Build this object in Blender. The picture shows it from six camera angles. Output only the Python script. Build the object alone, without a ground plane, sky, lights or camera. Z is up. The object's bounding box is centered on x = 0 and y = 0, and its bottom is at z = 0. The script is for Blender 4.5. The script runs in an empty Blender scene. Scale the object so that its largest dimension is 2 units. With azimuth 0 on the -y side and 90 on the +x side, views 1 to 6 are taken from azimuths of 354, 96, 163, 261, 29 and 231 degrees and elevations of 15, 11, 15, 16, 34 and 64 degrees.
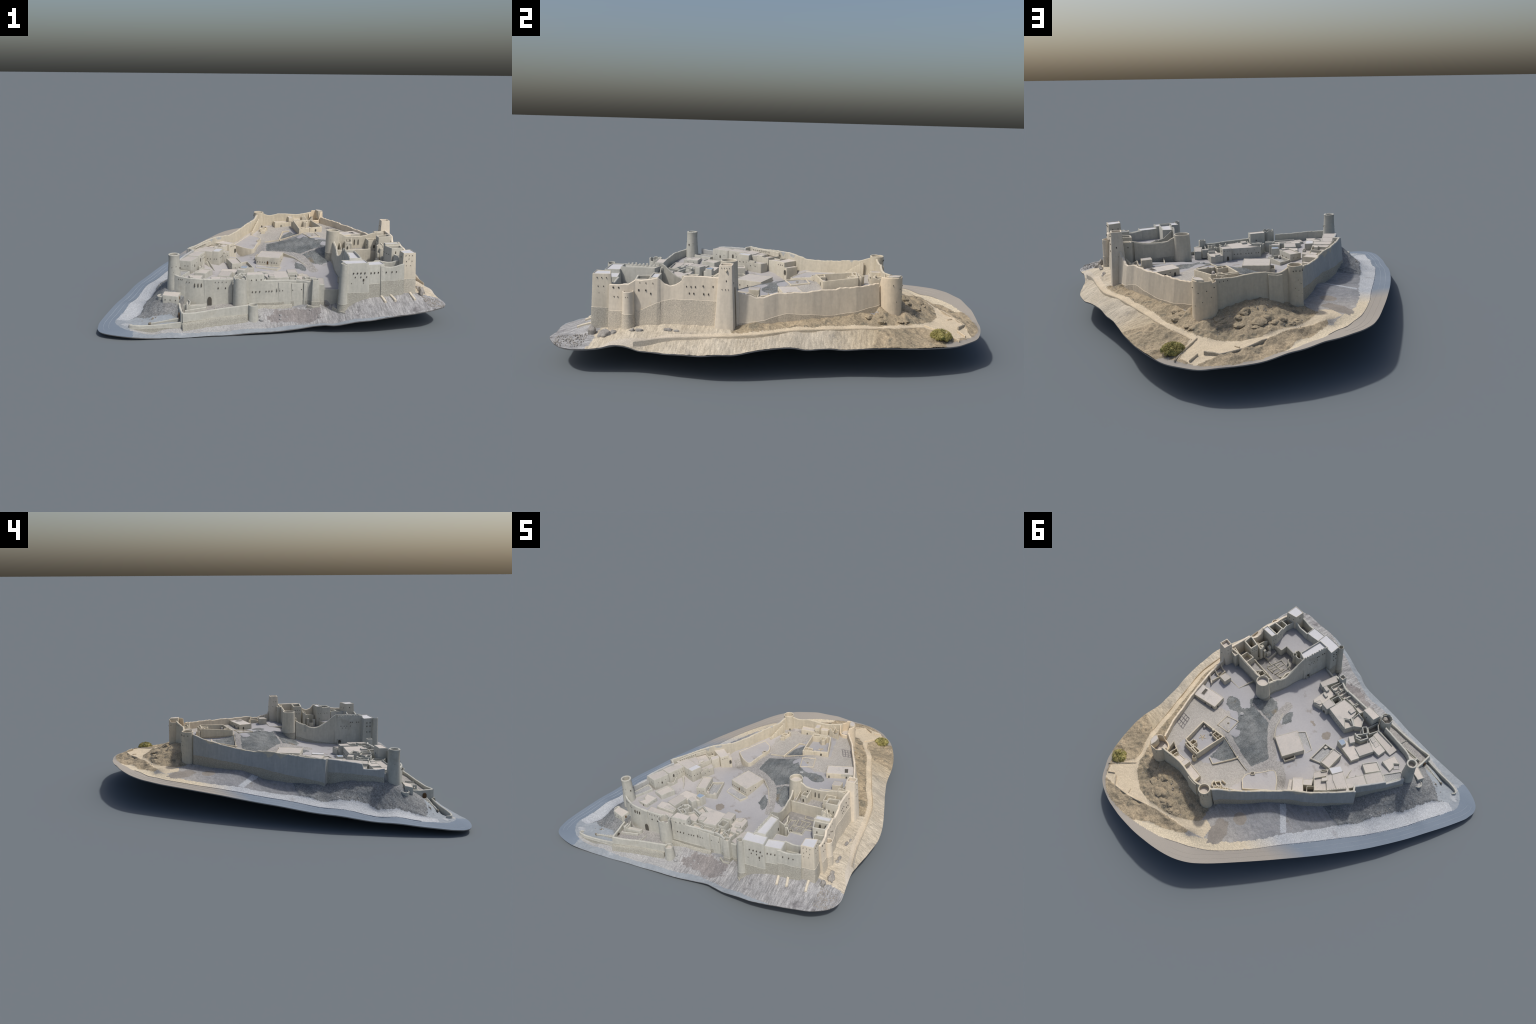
# Mud-brick hill fortress on a sloping plot of ground, built part by part.
# Everything is in world metres, every object keeps its origin at 0,0,0 so that
# Object texture coordinates are the same for all parts.
import bpy, bmesh, math, random
import numpy as np
from mathutils import Vector, Matrix, noise as mnoise
from mathutils.geometry import tessellate_polygon

random.seed(7)
SC = bpy.context.scene.collection

# ------------------------------------------------------------------ helpers
def vnoise(x, y, seed=0):
    """smooth 2D value noise in -1..1 (numpy arrays)"""
    x = np.asarray(x, float); y = np.asarray(y, float)
    xi = np.floor(x); yi = np.floor(y); fx = x - xi; fy = y - yi
    fx = fx * fx * (3 - 2 * fx); fy = fy * fy * (3 - 2 * fy)
    def h(a, b):
        v = np.sin(a * 127.1 + b * 311.7 + seed * 74.7) * 43758.5453
        return (v - np.floor(v)) * 2 - 1
    return ((h(xi, yi) * (1 - fx) + h(xi + 1, yi) * fx) * (1 - fy)
            + (h(xi, yi + 1) * (1 - fx) + h(xi + 1, yi + 1) * fx) * fy)

def fbm(x, y, octaves=4, seed=0):
    s = 0; a = 1.0; t = 0
    for i in range(octaves):
        s = s + a * vnoise(x, y, seed + i); t += a
        x = x * 2.03 + 5.1; y = y * 2.03 - 3.7; a *= .5
    return s / t

def inside(poly, x, y):
    x = np.asarray(x, float); y = np.asarray(y, float)
    r = np.zeros(x.shape, bool); n = len(poly)
    for i in range(n):
        (x0, y0), (x1, y1) = poly[i][:2], poly[(i + 1) % n][:2]
        c = (y0 > y) != (y1 > y)
        with np.errstate(divide='ignore', invalid='ignore'):
            xx = (x1 - x0) * (y - y0) / (y1 - y0 + 1e-12) + x0
        r ^= c & (x < xx)
    return r

def dist_line(pts, x, y, closed=False):
    x = np.asarray(x, float); y = np.asarray(y, float)
    d = np.full(x.shape, 9.0); px = x.copy(); py = y.copy()
    m = len(pts) if closed else len(pts) - 1
    for i in range(m):
        a = pts[i]; b = pts[(i + 1) % len(pts)]
        dx, dy = b[0] - a[0], b[1] - a[1]; L = dx * dx + dy * dy + 1e-12
        t = np.clip(((x - a[0]) * dx + (y - a[1]) * dy) / L, 0, 1)
        qx, qy = a[0] + t * dx, a[1] + t * dy
        e = np.hypot(x - qx, y - qy); k = e < d
        d = np.where(k, e, d); px = np.where(k, qx, px); py = np.where(k, qy, py)
    return d, px, py

def spline(pts, n=6, closed=False):
    """Catmull-Rom through points of any dimension"""
    P = [np.array(p, float) for p in pts]; out = []; N = len(P)
    for i in range(N if closed else N - 1):
        if closed: a, b, c, d = P[i - 1], P[i], P[(i + 1) % N], P[(i + 2) % N]
        else: a, b, c, d = P[max(i - 1, 0)], P[i], P[i + 1], P[min(i + 2, N - 1)]
        for k in range(n):
            t = k / n
            out.append(.5 * ((2 * b) + (c - a) * t + (2 * a - 5 * b + 4 * c - d) * t * t + (3 * b - a - 3 * c + d) * t ** 3))
    if not closed: out.append(P[-1])
    return [tuple(p) for p in out]

class Height:
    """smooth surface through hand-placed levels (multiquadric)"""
    def __init__(s, pts, c=.04):
        s.P = np.array(pts, float); s.c = c
        d = np.hypot(s.P[:, None, 0] - s.P[None, :, 0], s.P[:, None, 1] - s.P[None, :, 1])
        n = len(pts); A = np.zeros((n + 3, n + 3)); A[:n, :n] = np.sqrt(d * d + c * c) - 2e-3 * np.eye(n)
        A[:n, n] = A[n, :n] = 1; A[:n, n + 1] = A[n + 1, :n] = s.P[:, 0]; A[:n, n + 2] = A[n + 2, :n] = s.P[:, 1]
        b = np.zeros(n + 3); b[:n] = s.P[:, 2]; s.w = np.linalg.solve(A, b)
    def __call__(s, x, y):
        x = np.asarray(x, float); y = np.asarray(y, float); n = len(s.P)
        z = s.w[n] + s.w[n + 1] * x + s.w[n + 2] * y
        for i in range(n):
            z = z + s.w[i] * np.sqrt((x - s.P[i, 0]) ** 2 + (y - s.P[i, 1]) ** 2 + s.c ** 2)
        return z

# ------------------------------------------------------------------ materials
def make_mat(name, c1, c2, big=6.0, fine=90.0, fine_amt=.25, c3=None, patch=18.0, patch_at=.58,
             streak=None, streak_amt=.0, bump=.15, rough=.92, warm=None, speck=None, vary=0.):
    m = bpy.data.materials.new(name); m.use_nodes = True
    nt = m.node_tree; N = nt.nodes; L = nt.links
    b = N['Principled BSDF']; b.inputs['Roughness'].default_value = rough
    b.inputs['Specular IOR Level'].default_value = .15
    tc = N.new('ShaderNodeTexCoord')
    def noise(scale, detail=5, vec=None, rough_=.6):
        n = N.new('ShaderNodeTexNoise'); n.inputs['Scale'].default_value = scale
        n.inputs['Detail'].default_value = detail; n.inputs['Roughness'].default_value = rough_
        L.new(vec or tc.outputs['Object'], n.inputs['Vector']); return n
    def ramp(src, p0, p1):
        r = N.new('ShaderNodeMapRange'); r.inputs['From Min'].default_value = p0; r.inputs['From Max'].default_value = p1
        L.new(src, r.inputs['Value']); return r.outputs['Result']
    def mix(fac, a, bb, mode='MIX'):
        k = N.new('ShaderNodeMix'); k.data_type = 'RGBA'; k.blend_type = mode
        if isinstance(fac, float): k.inputs[0].default_value = fac
        else: L.new(fac, k.inputs[0])
        for s, v in ((6, a), (7, bb)):
            if isinstance(v, tuple): k.inputs[s].default_value = (*v, 1)
            else: L.new(v, k.inputs[s])
        return k.outputs[2]
    col = mix(ramp(noise(big, 6).outputs['Fac'], .32, .68), c1, c2)
    if warm:                       # low golden sunlight tinted into the colour towards the north-east of the plot
        sx = N.new('ShaderNodeSeparateXYZ'); L.new(tc.outputs['Object'], sx.inputs[0])
        a = N.new('ShaderNodeMath'); a.operation = 'MULTIPLY_ADD'; a.inputs[1].default_value = warm[1]
        L.new(sx.outputs[0], a.inputs[0])
        c = N.new('ShaderNodeMath'); c.operation = 'MULTIPLY_ADD'; c.inputs[1].default_value = warm[2]
        L.new(sx.outputs[1], c.inputs[0]); a.inputs[2].default_value = warm[3]
        L.new(a.outputs[0], c.inputs[2])
        nz = N.new('ShaderNodeMath'); nz.operation = 'MULTIPLY_ADD'; nz.inputs[1].default_value = .25
        L.new(noise(5).outputs['Fac'], nz.inputs[0]); L.new(c.outputs[0], nz.inputs[2])
        nz.use_clamp = True
        col = mix(nz.outputs[0], col, warm[0])
    if c3:
        col = mix(ramp(noise(patch, 7).outputs['Fac'], patch_at, patch_at + .08), col, c3)
    if streak:
        mp = N.new('ShaderNodeMapping'); mp.inputs['Scale'].default_value = streak
        L.new(tc.outputs['Object'], mp.inputs['Vector'])
        s = ramp(noise(1.0, 5, mp.outputs[0], .65).outputs['Fac'], .35, .65)
        g = mix(s, (1 - streak_amt,) * 3, (1 + streak_amt * .6,) * 3)
        col = mix(1.0, col, g, 'MULTIPLY')
    f = noise(fine, 4, None, .7).outputs['Fac']
    g = mix(ramp(f, .3, .7), (1 - fine_amt,) * 3, (1 + fine_amt * .8,) * 3)
    col = mix(1.0, col, g, 'MULTIPLY')
    if speck:                      # stones / joints
        v = N.new('ShaderNodeTexVoronoi'); v.inputs['Scale'].default_value = speck[0]
        L.new(tc.outputs['Object'], v.inputs['Vector'])
        sp = N.new('ShaderNodeSeparateColor'); L.new(v.outputs['Color'], sp.inputs[0])
        g = mix(sp.outputs[0], (1 - speck[1],) * 3, (1 + speck[1] * .7,) * 3)
        col = mix(1.0, col, g, 'MULTIPLY')
    if vary:
        oi = N.new('ShaderNodeObjectInfo')
        g = mix(oi.outputs['Random'], (1 - vary,) * 3, (1 + vary, 1 + vary * .92, 1 + vary * .8)); col = mix(1.0, col, g, 'MULTIPLY')
    L.new(col, b.inputs['Base Color'])
    if bump:
        bp = N.new('ShaderNodeBump'); bp.inputs['Strength'].default_value = bump; bp.inputs['Distance'].default_value = .003
        L.new(f, bp.inputs['Height']); L.new(bp.outputs[0], b.inputs['Normal'])
    return m

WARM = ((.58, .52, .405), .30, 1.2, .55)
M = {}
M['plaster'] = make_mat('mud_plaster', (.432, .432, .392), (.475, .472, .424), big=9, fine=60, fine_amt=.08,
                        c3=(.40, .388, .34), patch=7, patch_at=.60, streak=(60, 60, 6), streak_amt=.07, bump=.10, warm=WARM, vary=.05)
M['plaster_sun'] = make_mat('sun_brightened_plaster', (.645, .58, .475), (.69, .615, .50), big=9, fine=60, fine_amt=.07,  # base colour raised and warmed for the sun on the east walls
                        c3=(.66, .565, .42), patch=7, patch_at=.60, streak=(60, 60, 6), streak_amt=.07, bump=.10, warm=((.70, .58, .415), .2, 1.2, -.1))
M['stone_sun'] = make_mat('sun_tinted_masonry', (.555, .50, .41), (.60, .54, .44), big=14, fine=230, fine_amt=.26,  # footing stone lightened to go with the sun-brightened east plaster
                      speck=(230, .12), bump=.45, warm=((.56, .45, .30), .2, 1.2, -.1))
M['plaster_mid'] = make_mat('pale_ochre_plaster', (.55, .505, .415), (.59, .54, .445), big=9, fine=60, fine_amt=.07,  # colour set between the warmer east face and the greyer south face
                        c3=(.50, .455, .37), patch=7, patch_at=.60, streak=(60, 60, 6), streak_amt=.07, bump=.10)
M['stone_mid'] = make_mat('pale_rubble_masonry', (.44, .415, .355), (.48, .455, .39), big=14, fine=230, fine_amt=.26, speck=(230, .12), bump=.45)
M['plaster_cool'] = make_mat('shade_tinted_plaster', (.385, .395, .39), (.425, .43, .42), big=9, fine=60, fine_amt=.07,  # darkened and cooled: sky-blue shade of the west face baked into the plaster
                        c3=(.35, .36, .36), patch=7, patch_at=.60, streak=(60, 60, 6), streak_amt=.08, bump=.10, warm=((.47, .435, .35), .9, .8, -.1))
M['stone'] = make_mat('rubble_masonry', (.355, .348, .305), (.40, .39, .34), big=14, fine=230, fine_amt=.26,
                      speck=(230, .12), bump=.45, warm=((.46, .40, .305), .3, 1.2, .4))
M['roof'] = make_mat('mud_roof', (.46, .435, .405), (.51, .475, .435), big=12, fine=110, fine_amt=.07,
                     c3=(.40, .385, .36), patch=14, patch_at=.6, bump=.08, warm=((.55, .47, .385), -.3, .5, -.12), vary=.10)
M['white_roof'] = make_mat('lime_roof', (.55, .555, .575), (.52, .525, .54), big=12, fine=90, fine_amt=.04, bump=.05)
M['floor'] = make_mat('ruin_floor', (.29, .28, .27), (.22, .215, .21), big=22, fine=130, fine_amt=.22,
                      c3=(.35, .335, .315), patch=20, patch_at=.56, bump=.3)
M['dark'] = make_mat('shade_painted_opening', (.085, .08, .068), (.11, .102, .088), big=30, fine_amt=.1, bump=0)  # interior shade painted on boxes that sit slightly proud of the wall
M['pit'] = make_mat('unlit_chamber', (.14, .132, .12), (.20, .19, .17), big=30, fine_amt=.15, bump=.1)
M['wood'] = make_mat('weathered_door_wood', (.16, .095, .05), (.11, .07, .04), big=60, fine_amt=.3,
                     streak=(300, 300, 15), streak_amt=.3, bump=.2)
M['blue'] = make_mat('blue_tin_roof', (.24, .31, .40), (.28, .34, .42), big=20, fine_amt=.08, bump=.05, rough=.6)
M['road'] = make_mat('asphalt', (.165, .205, .255), (.195, .235, .285), big=4, fine=200, fine_amt=.06, bump=.05,  # blue-grey painted for the west shadow, tan mixed in for the sunlit north
                     warm=((.325, .30, .265), -1.5, 6.0, -2.2))
M['line'] = make_mat('worn_lane_marking', (.30, .345, .395), (.33, .37, .415), big=8, fine=200, fine_amt=.06, bump=.05,
                     warm=((.38, .35, .305), -1.5, 6.0, -2.2))
M['verge'] = make_mat('gravel_verge', (.395, .42, .45), (.45, .472, .495), big=10, fine=170, fine_amt=.26,
                      c3=(.36, .37, .385), patch=9, patch_at=.62, speck=(240, .14), bump=.4, warm=((.59, .515, .385), 0, 4.5, -1.3))
M['path'] = make_mat('trodden_footpath', (.56, .475, .345), (.61, .52, .385), big=8, fine=170, fine_amt=.14,
                     speck=(240, .10), bump=.25, warm=((.49, .455, .40), .2, -1.2, -.25))
M['tip'] = make_mat('concrete_apron', (.25, .28, .31), (.295, .325, .35), big=10, fine=90, fine_amt=.12,
                    c3=(.36, .38, .40), patch=12, patch_at=.6, bump=.15)
M['rubble'] = make_mat('grey_rubble_slope', (.165, .18, .19), (.25, .255, .255), big=9, fine=120, fine_amt=.42,
                       c3=(.33, .34, .345), patch=11, patch_at=.63, speck=(160, .2), bump=.8)
M['scree'] = make_mat('bare_grey_ground', (.225, .235, .25), (.275, .28, .29), big=7, fine=130, fine_amt=.2,
                      c3=(.19, .178, .158), patch=7, patch_at=.60, streak=(25, 60, 25), streak_amt=.16, bump=.3,
                      warm=((.38, .36, .33), 0, 4, -1.5))
M['hill'] = make_mat('brown_rocky_hillside', (.31, .26, .18), (.43, .35, .24), big=9, fine=130, fine_amt=.35,
                     c3=(.215, .19, .14), patch=14, patch_at=.56, speck=(170, .13), bump=.8)
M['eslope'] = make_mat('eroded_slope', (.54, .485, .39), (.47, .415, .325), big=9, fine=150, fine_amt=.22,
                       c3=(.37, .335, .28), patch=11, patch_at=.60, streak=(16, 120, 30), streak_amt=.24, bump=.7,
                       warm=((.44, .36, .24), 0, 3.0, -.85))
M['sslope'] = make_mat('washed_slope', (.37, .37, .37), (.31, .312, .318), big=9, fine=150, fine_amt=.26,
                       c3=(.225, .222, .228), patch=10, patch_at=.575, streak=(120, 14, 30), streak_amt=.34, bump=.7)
M['scrub'] = make_mat('dark_stony_ground', (.215, .205, .205), (.27, .255, .25), big=9, fine=150, fine_amt=.26,
                      c3=(.36, .345, .33), patch=8, patch_at=.63, streak=(110, 20, 30), streak_amt=.2, bump=.5)
M['gravel'] = make_mat('pale_gravel', (.32, .325, .328), (.375, .378, .375), big=9, fine=170, fine_amt=.22, speck=(220, .13), bump=.5)
M['sand'] = make_mat('courtyard_sand', (.338, .338, .352), (.385, .378, .385), big=4, fine=100, fine_amt=.05,
                     c3=(.285, .272, .258), patch=9, patch_at=.585, bump=.08, warm=((.50, .43, .345), -.9, .6, -.12))
M['mound'] = make_mat('dark_rock_outcrop', (.14, .155, .16), (.215, .225, .222), big=9, fine=150, fine_amt=.42,
                      c3=(.20, .175, .135), patch=6, patch_at=.60, streak=(30, 12, 20), streak_amt=.25, bump=.6)
M['cobble'] = make_mat('stone_paving', (.315, .305, .295), (.37, .36, .34), big=8, fine=150, fine_amt=.22,
                       speck=(210, .2), bump=.5)
M['yard'] = make_mat('gravel_yard', (.36, .345, .315), (.42, .395, .36), big=8, fine=170, fine_amt=.20,
                     speck=(230, .10), bump=.5)
M['stain'] = make_mat('stained_ground', (.23, .21, .185), (.29, .265, .235), big=14, fine=130, fine_amt=.16, bump=.2)
M['rock'] = make_mat('weathered_rock', (.30, .265, .20), (.21, .195, .165), big=22, fine=120, fine_amt=.4,
                     c3=(.40, .35, .24), patch=25, patch_at=.58, bump=.9)
M['greyrock'] = make_mat('grey_boulder', (.36, .34, .31), (.27, .26, .245), big=22, fine=120, fine_amt=.35, bump=.8)
M['under'] = make_mat('plot_underside', (.27, .26, .25), (.31, .30, .29), big=6, fine_amt=.1, bump=.1)

# ------------------------------------------------------------------ object plumbing
def link(ob, parent=None):
    SC.objects.link(ob)
    while parent is not None and parent.parent is not None and parent.parent.parent is not None: parent = parent.parent   # thing > part > sub-part
    if parent is not None: ob.parent = parent
    return ob

def mesh_obj(name, verts, faces, mats, midx=None, parent=None, smooth=35, fix=True):
    me = bpy.data.meshes.new(name)
    me.from_pydata([tuple(v) for v in verts], [], [tuple(f) for f in faces])
    for m in mats: me.materials.append(m)
    if midx is not None: me.polygons.foreach_set('material_index', np.array(midx, dtype=np.int32))
    if fix:
        bm = bmesh.new(); bm.from_mesh(me); bmesh.ops.recalc_face_normals(bm, faces=bm.faces)
        bm.to_mesh(me); bm.free()
    me.update()
    if smooth:
        me.shade_smooth() if hasattr(me, 'shade_smooth') else None
        me.set_sharp_from_angle(angle=math.radians(smooth))
    return link(bpy.data.objects.new(name, me), parent)

root = bpy.data.objects.new('hill_fortress', None); SC.objects.link(root)
root['label'] = 'mud-brick hill fortress with walls, towers, houses on sloping ground'
root['category'] = 'fortress'

# ------------------------------------------------------------------ levels of the ground
OUT = [(.986, -.842, .110), (.897, -.947, .119), (.761, -.975, .105), (.586, -1.0, .094), (.439, -.992, .074), (.261, -.965, .049),
       (.162, -.944, .031), (-.07, -.962, .015), (-.288, -.967, .004), (-.492, -.977, .0005), (-.701, -.99, .008),
       (-.839, -.991, .02), (-.959, -.95, .027), (-1.0, -.885, .03), (-.995, -.797, .038), (-.937, -.577, .06),
       (-.824, -.237, .09), (-.685, .067, .117), (-.532, .351, .142), (-.404, .568, .157), (-.286, .752, .170),
       (-.203, .845, .179), (-.10, .909, .185), (.048, .961, .187), (.21, .992, .172), (.40, 1.0, .147),
       (.564, .965, .135), (.656, .89, .131), (.714, .817, .132), (.785, .657, .139), (.827, .503, .145),
       (.845, .348, .133), (.888, .187, .137), (.93, .057, .149), (.98, -.111, .126), (1.0, -.246, .120),
       (.985, -.40, .114), (.967, -.53, .114), (.975, -.683, .12)]
OUTS = spline(OUT, 8, True)
OUT2 = [(min(max(p[0], -1), 1), min(max(p[1], -1), 1)) for p in OUTS]

FOOT = [(-.579, -.69, .168), (-.635, -.635, .172), (-.66, -.50, .150), (-.67, -.60, .138), (-.60, -.33, .146), (-.715, -.68, .088), (-.65, -.745, .107), (-.56, -.775, .10), (-.60, -.82, .075), (-.53, -.925, .018), (-.2, -.88, .038),
        (-.35, -.91, .025), (-.7, -.9, .012), (-.8, -.905, .03), (-.13, -.89, .036), (-.75, -.80, .045), (-.68, -.85, .05),
        (-.07, -.80, .07), (0, -.75, .079), (.15, -.735, .086), (.12, -.79, .062), (.24, -.79, .096), (.31, -.77, .076), (.375, -.875, .083), (.3, -.86, .058), (.3, -.93, .042),
        (.025, -.83, .052), (.1, -.87, .034), (.2, -.84, .052), (-.04, -.86, .036), (.45, -.845, .13), (.52, -.835, .152), (.608, -.812, .158), (.622, -.87, .136), (.785, -.79, .165), (.796, -.859, .142),
        (.5, -.92, .098), (.84, -.80, .145), (.85, -.70, .152), (.89, -.84, .122), (.925, -.75, .126), (.86, -.61, .168), (.845, -.5, .180), (.845, -.3, .185), (.85, -.18, .187),
        (.80, -.1, .19), (.775, 0, .203), (.67, .2, .213), (.60, .4, .220), (.55, .56, .202), (.48, .65, .206), (.39, .585, .232),
        (.2, .545, .260), (.1, .55, .226), (.03, .565, .198), (-.03, .5, .187), (-.045, .4, .186), (-.12, .3, .186), (-.205, .18, .186),
        (-.235, .12, .172), (-.275, .08, .156), (-.345, 0, .158), (-.42, -.1, .158), (-.50, -.22, .159), (-.51, -.3, .166), (-.565, -.4, .188), (-.60, -.5, .188), (-.625, -.56, .183),
        (-.46, .138, .137), (-.517, .019, .127), (-.632, -.224, .102), (-.725, -.498, .070), (-.774, -.713, .045), (-.849, -.798, .043),
        (-.461, .299, .143), (-.612, .01, .119), (-.756, -.292, .096), (-.847, -.566, .069), (-.898, -.787, .046), (-.375, .471, .156), (-.242, .67, .163), (-.08, .804, .166),
        (-.182, .4, .175), (-.244, .124, .172), (-.406, .237, .152), (-.152, .652, .177),
        (.793, .091, .196), (.74, .225, .194), (.689, .356, .190), (.641, .499, .184), (.565, .643, .171), (.812, .129, .195), (.764, .259, .193), (.713, .389, .188),
        (.664, .532, .184), (.554, .727, .168), (.965, -.651, .135), (.93, -.55, .150), (.905, -.40, .165), (.885, -.2, .175), (.86, -.05, .185), (.925, -.2, .165), (.86, .12, .178), (.80, .3, .170), (.74, .52, .165),
        (.479, .91, .163), (.372, .883, .165), (.258, .829, .173), (.103, .759, .177), (-.068, .702, .181), (.53, .74, .168), (.428, .774, .163), (.279, .80, .175), (.14, .764, .188),
        (.458, .978, .147), (.335, .953, .149), (.201, .899, .151), (.057, .822, .155), (-.085, .722, .156), (.60, .85, .155),
        (.30, .64, .235), (.22, .68, .222), (.12, .66, .205), (.40, .68, .195), (.05, .64, .187)]
ZO = Height([(x, y, z) for x, y, z in OUT] + FOOT, .03)

YARD = [(.043, .156, .238), (.289, .174, .301), (.337, .045, .303), (.306, .15, .308), (.392, .173, .309), (.421, .081, .298),
        (.37, -.006, .302), (.277, .105, .299), (.25, -.152, .235), (-.027, -.409, .168), (.231, -.249, .194), (.547, .319, .299),
        (.518, -.031, .289), (.66, -.04, .293), (.60, -.16, .288), (.50, -.16, .280), (.44, -.17, .274), (.39, -.224, .236), (.40, -.3, .205), (.42, -.4, .19),
        (.42, -.55, .175), (.3, -.6, .163), (.3, -.74, .165), (.2, -.42, .165), (0, -.35, .172), (-.1, -.3, .182), (.0, -.26, .182), (.1, -.26, .180), (-.08, -.13, .196),
        (.03, -.03, .210), (.10, -.05, .222), (.15, -.09, .222), (.2, -.16, .215), (.52, .11, .283), (.46, .25, .30), (.1, .49, .287), (.04, .45, .285), (-.05, .35, .268),
        (-.2, .1, .228), (0, .3, .25), (.2, .42, .285), (.12, .33, .262), (.3, .48, .30), (.45, .48, .304), (.52, .42, .302), (.60, .25, .298), (.68, .12, .292), (.72, -.03, .293),
        (.74, -.12, .293), (.2, .27, .268), (.15, .18, .252), (.12, .05, .258), (.2, .0, .268), (.3, -.08, .272), (-.14, .03, .180), (-.18, .08, .172), (-.09, .0, .198),
        (-.3, -.35, .198), (-.42, -.48, .205), (-.47, -.45, .215), (-.35, -.38, .202), (-.3, -.29, .215), (-.25, -.2, .212), (-.18, -.1, .205),
        (-.35, -.45, .198), (-.3, -.6, .185), (-.42, -.67, .203), (-.2, -.7, .175), (-.16, -.5, .175), (.08, -.5, .166), (.2, -.7, .17), (-.5, -.66, .215), (-.53, -.55, .225)]
ZI = Height(YARD, .05)

WALLP = [(-.579, -.640), (-.528, -.697), (-.475, -.719), (-.40, -.726), (-.33, -.728), (-.256, -.729), (-.205, -.771), (-.16, -.744), (-.062, -.733), (.03, -.724), (.12, -.716), (.2, -.732),
         (.236, -.745), (.30, -.740), (.372, -.742), (.40, -.80), (.525, -.822), (.622, -.798), (.736, -.786), (.813, -.777), (.80, -.6), (.795, -.45), (.785, -.3), (.79, -.178),
         (.758, -.08), (.746, -.01), (.706, .08), (.674, .171), (.609, .303), (.569, .389), (.506, .486), (.466, .545), (.41, .555), (.33, .531), (.243, .521), (.131, .523), (.027, .506),
         (-.024, .412), (-.103, .308), (-.157, .218), (-.233, .103), (-.313, .023), (-.381, -.068), (-.451, -.175), (-.494, -.25), (-.475, -.278), (-.543, -.435), (-.594, -.563)]
KEEP = [(.445, -.25), (.445, -.56), (.445, -.70), (.44, -.76), (.40, -.765), (.40, -.815), (.525, -.815), (.622, -.79), (.81, -.77), (.79, -.45), (.78, -.21), (.70, -.225), (.587, -.235), (.478, -.24)]
FORE = [(-.56, -.76), (-.53, -.90), (-.35, -.868), (-.15, -.845), (-.19, -.77), (-.25, -.745), (-.52, -.71)]

def ground(x, y, relief=True):
    x = np.asarray(x, float); y = np.asarray(y, float)
    zo = ZO(x, y); zi = ZI(x, y)
    fo = inside(FORE, x, y)
    zf = np.clip(.108 + .10 * (x + .30), .062, .112)
    zo = np.where(fo, zf, zo)
    inn = inside(WALLP, x, y); kp = inside(KEEP, x, y)
    z = np.where(inn, zi, zo); z = np.where(kp, .227, z)
    return z

def zg(x, y): return float(ground(np.array([x]), np.array([y]))[0])
def zout(x, y): return float(ZO(np.array([x]), np.array([y]))[0])

# ---- regions of the ground, each a named part with its own look
ROAD_IN = spline([(1.0, -1.02), (.6, -.99), (.3, -.938), (.1, -.905), (-.05, -.925), (-.2, -.93), (-.45, -.943), (-.62, -.935), (-.78, -.932), (-.86, -.90), (-.91, -.82), (-.898, -.76), (-.847, -.566), (-.756, -.292), (-.612, .01),
                  (-.461, .299), (-.375, .471), (-.242, .67), (-.08, .804), (.03, .875), (.19, .94), (.33, .975), (.47, .98), (.58, .93), (.66, .85), (.70, .80), (.9, .8)], 5)
ROADPOLY = list(ROAD_IN) + [(2, 2), (-2, 2), (-2, -2), (2, -2)]
VERGE_IN = [(-.849, -.812), (-.80, -.75), (-.774, -.713), (-.725, -.498), (-.632, -.224), (-.517, .019), (-.46, .138), (-.42, .22), (-.37, .36), (-.27, .54), (-.165, .645), (-.085, .717), (.057, .822), (.14, .868), (.20, .93)]
VERGEPOLY = VERGE_IN + [(.2, 1.2), (-1.2, 1.2), (-1.2, -.80), (-.90, -.80)]
TIPPOLY = [(-1.1, -.8), (-.9, -.79), (-.845, -.805), (-.80, -.76), (-.72, -.80), (-.6, -.82), (-.55, -.86), (-.6, -.89), (-.8, -.9), (-.84, -.93), (-.8, -1.1), (-1.1, -1.1)]
NPATH = [(.54, .69), (.575, .73), (.62, .83), (.63, .86), (.585, .93), (.479, .912), (.372, .883), (.258, .829), (.103, .759), (-.068, .702), (-.155, .655), (-.13, .58), (-.07, .575), (-.04, .635),
         (.05, .71), (.14, .764), (.279, .802), (.36, .80), (.428, .774), (.49, .74)]
EPATH = spline([(.985, -.68), (.955, -.62), (.935, -.52), (.905, -.40), (.888, -.2), (.86, -.02), (.802, .11), (.752, .242), (.701, .372), (.652, .515), (.605, .60), (.56, .68), (.535, .75)], 5)
MOUND = [(.544, -.02), (.50, .03), (.451, .03), (.401, .007), (.345, .04), (.30, .10), (.27, .15), (.16, .153), (.046, .157), (.02, .12), (.007, .037), (.051, -.012), (.139, -.058), (.233, -.134), (.262, -.19), (.30, -.25), (.36, -.28), (.42, -.26), (.44, -.12), (.386, -.084), (.41, -.03), (.459, -.05), (.50, -.06)]
PATHIN = spline([(.30, -.34), (.265, -.235), (.225, -.155), (.155, -.09), (.09, -.045), (.02, .0), (-.01, .05), (.015, .13), (.02, .18)], 5)
PATHW = [(.03, .02), (-.03, -.05), (-.129, .002), (-.20, .075), (-.17, .115), (-.119, .069), (-.057, .048), (.014, .2), (.05, .16)]
STRIP = [(.345, .155), (.30, .158), (.16, .166), (.03, .17)]
NYARD = [(.43, .04), (.52, .09), (.70, .10), (.6, .32), (.5, .49), (.46, .53), (.4, .52), (.43, .42), (.47, .24), (.30, .19), (.30, .14)]
NGRAV = [(.03, .17), (.14, .2), (.2, .36), (.28, .42), (.28, .47), (.1, .48), (.03, .46), (0, .36), (.0, .26)]
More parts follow.
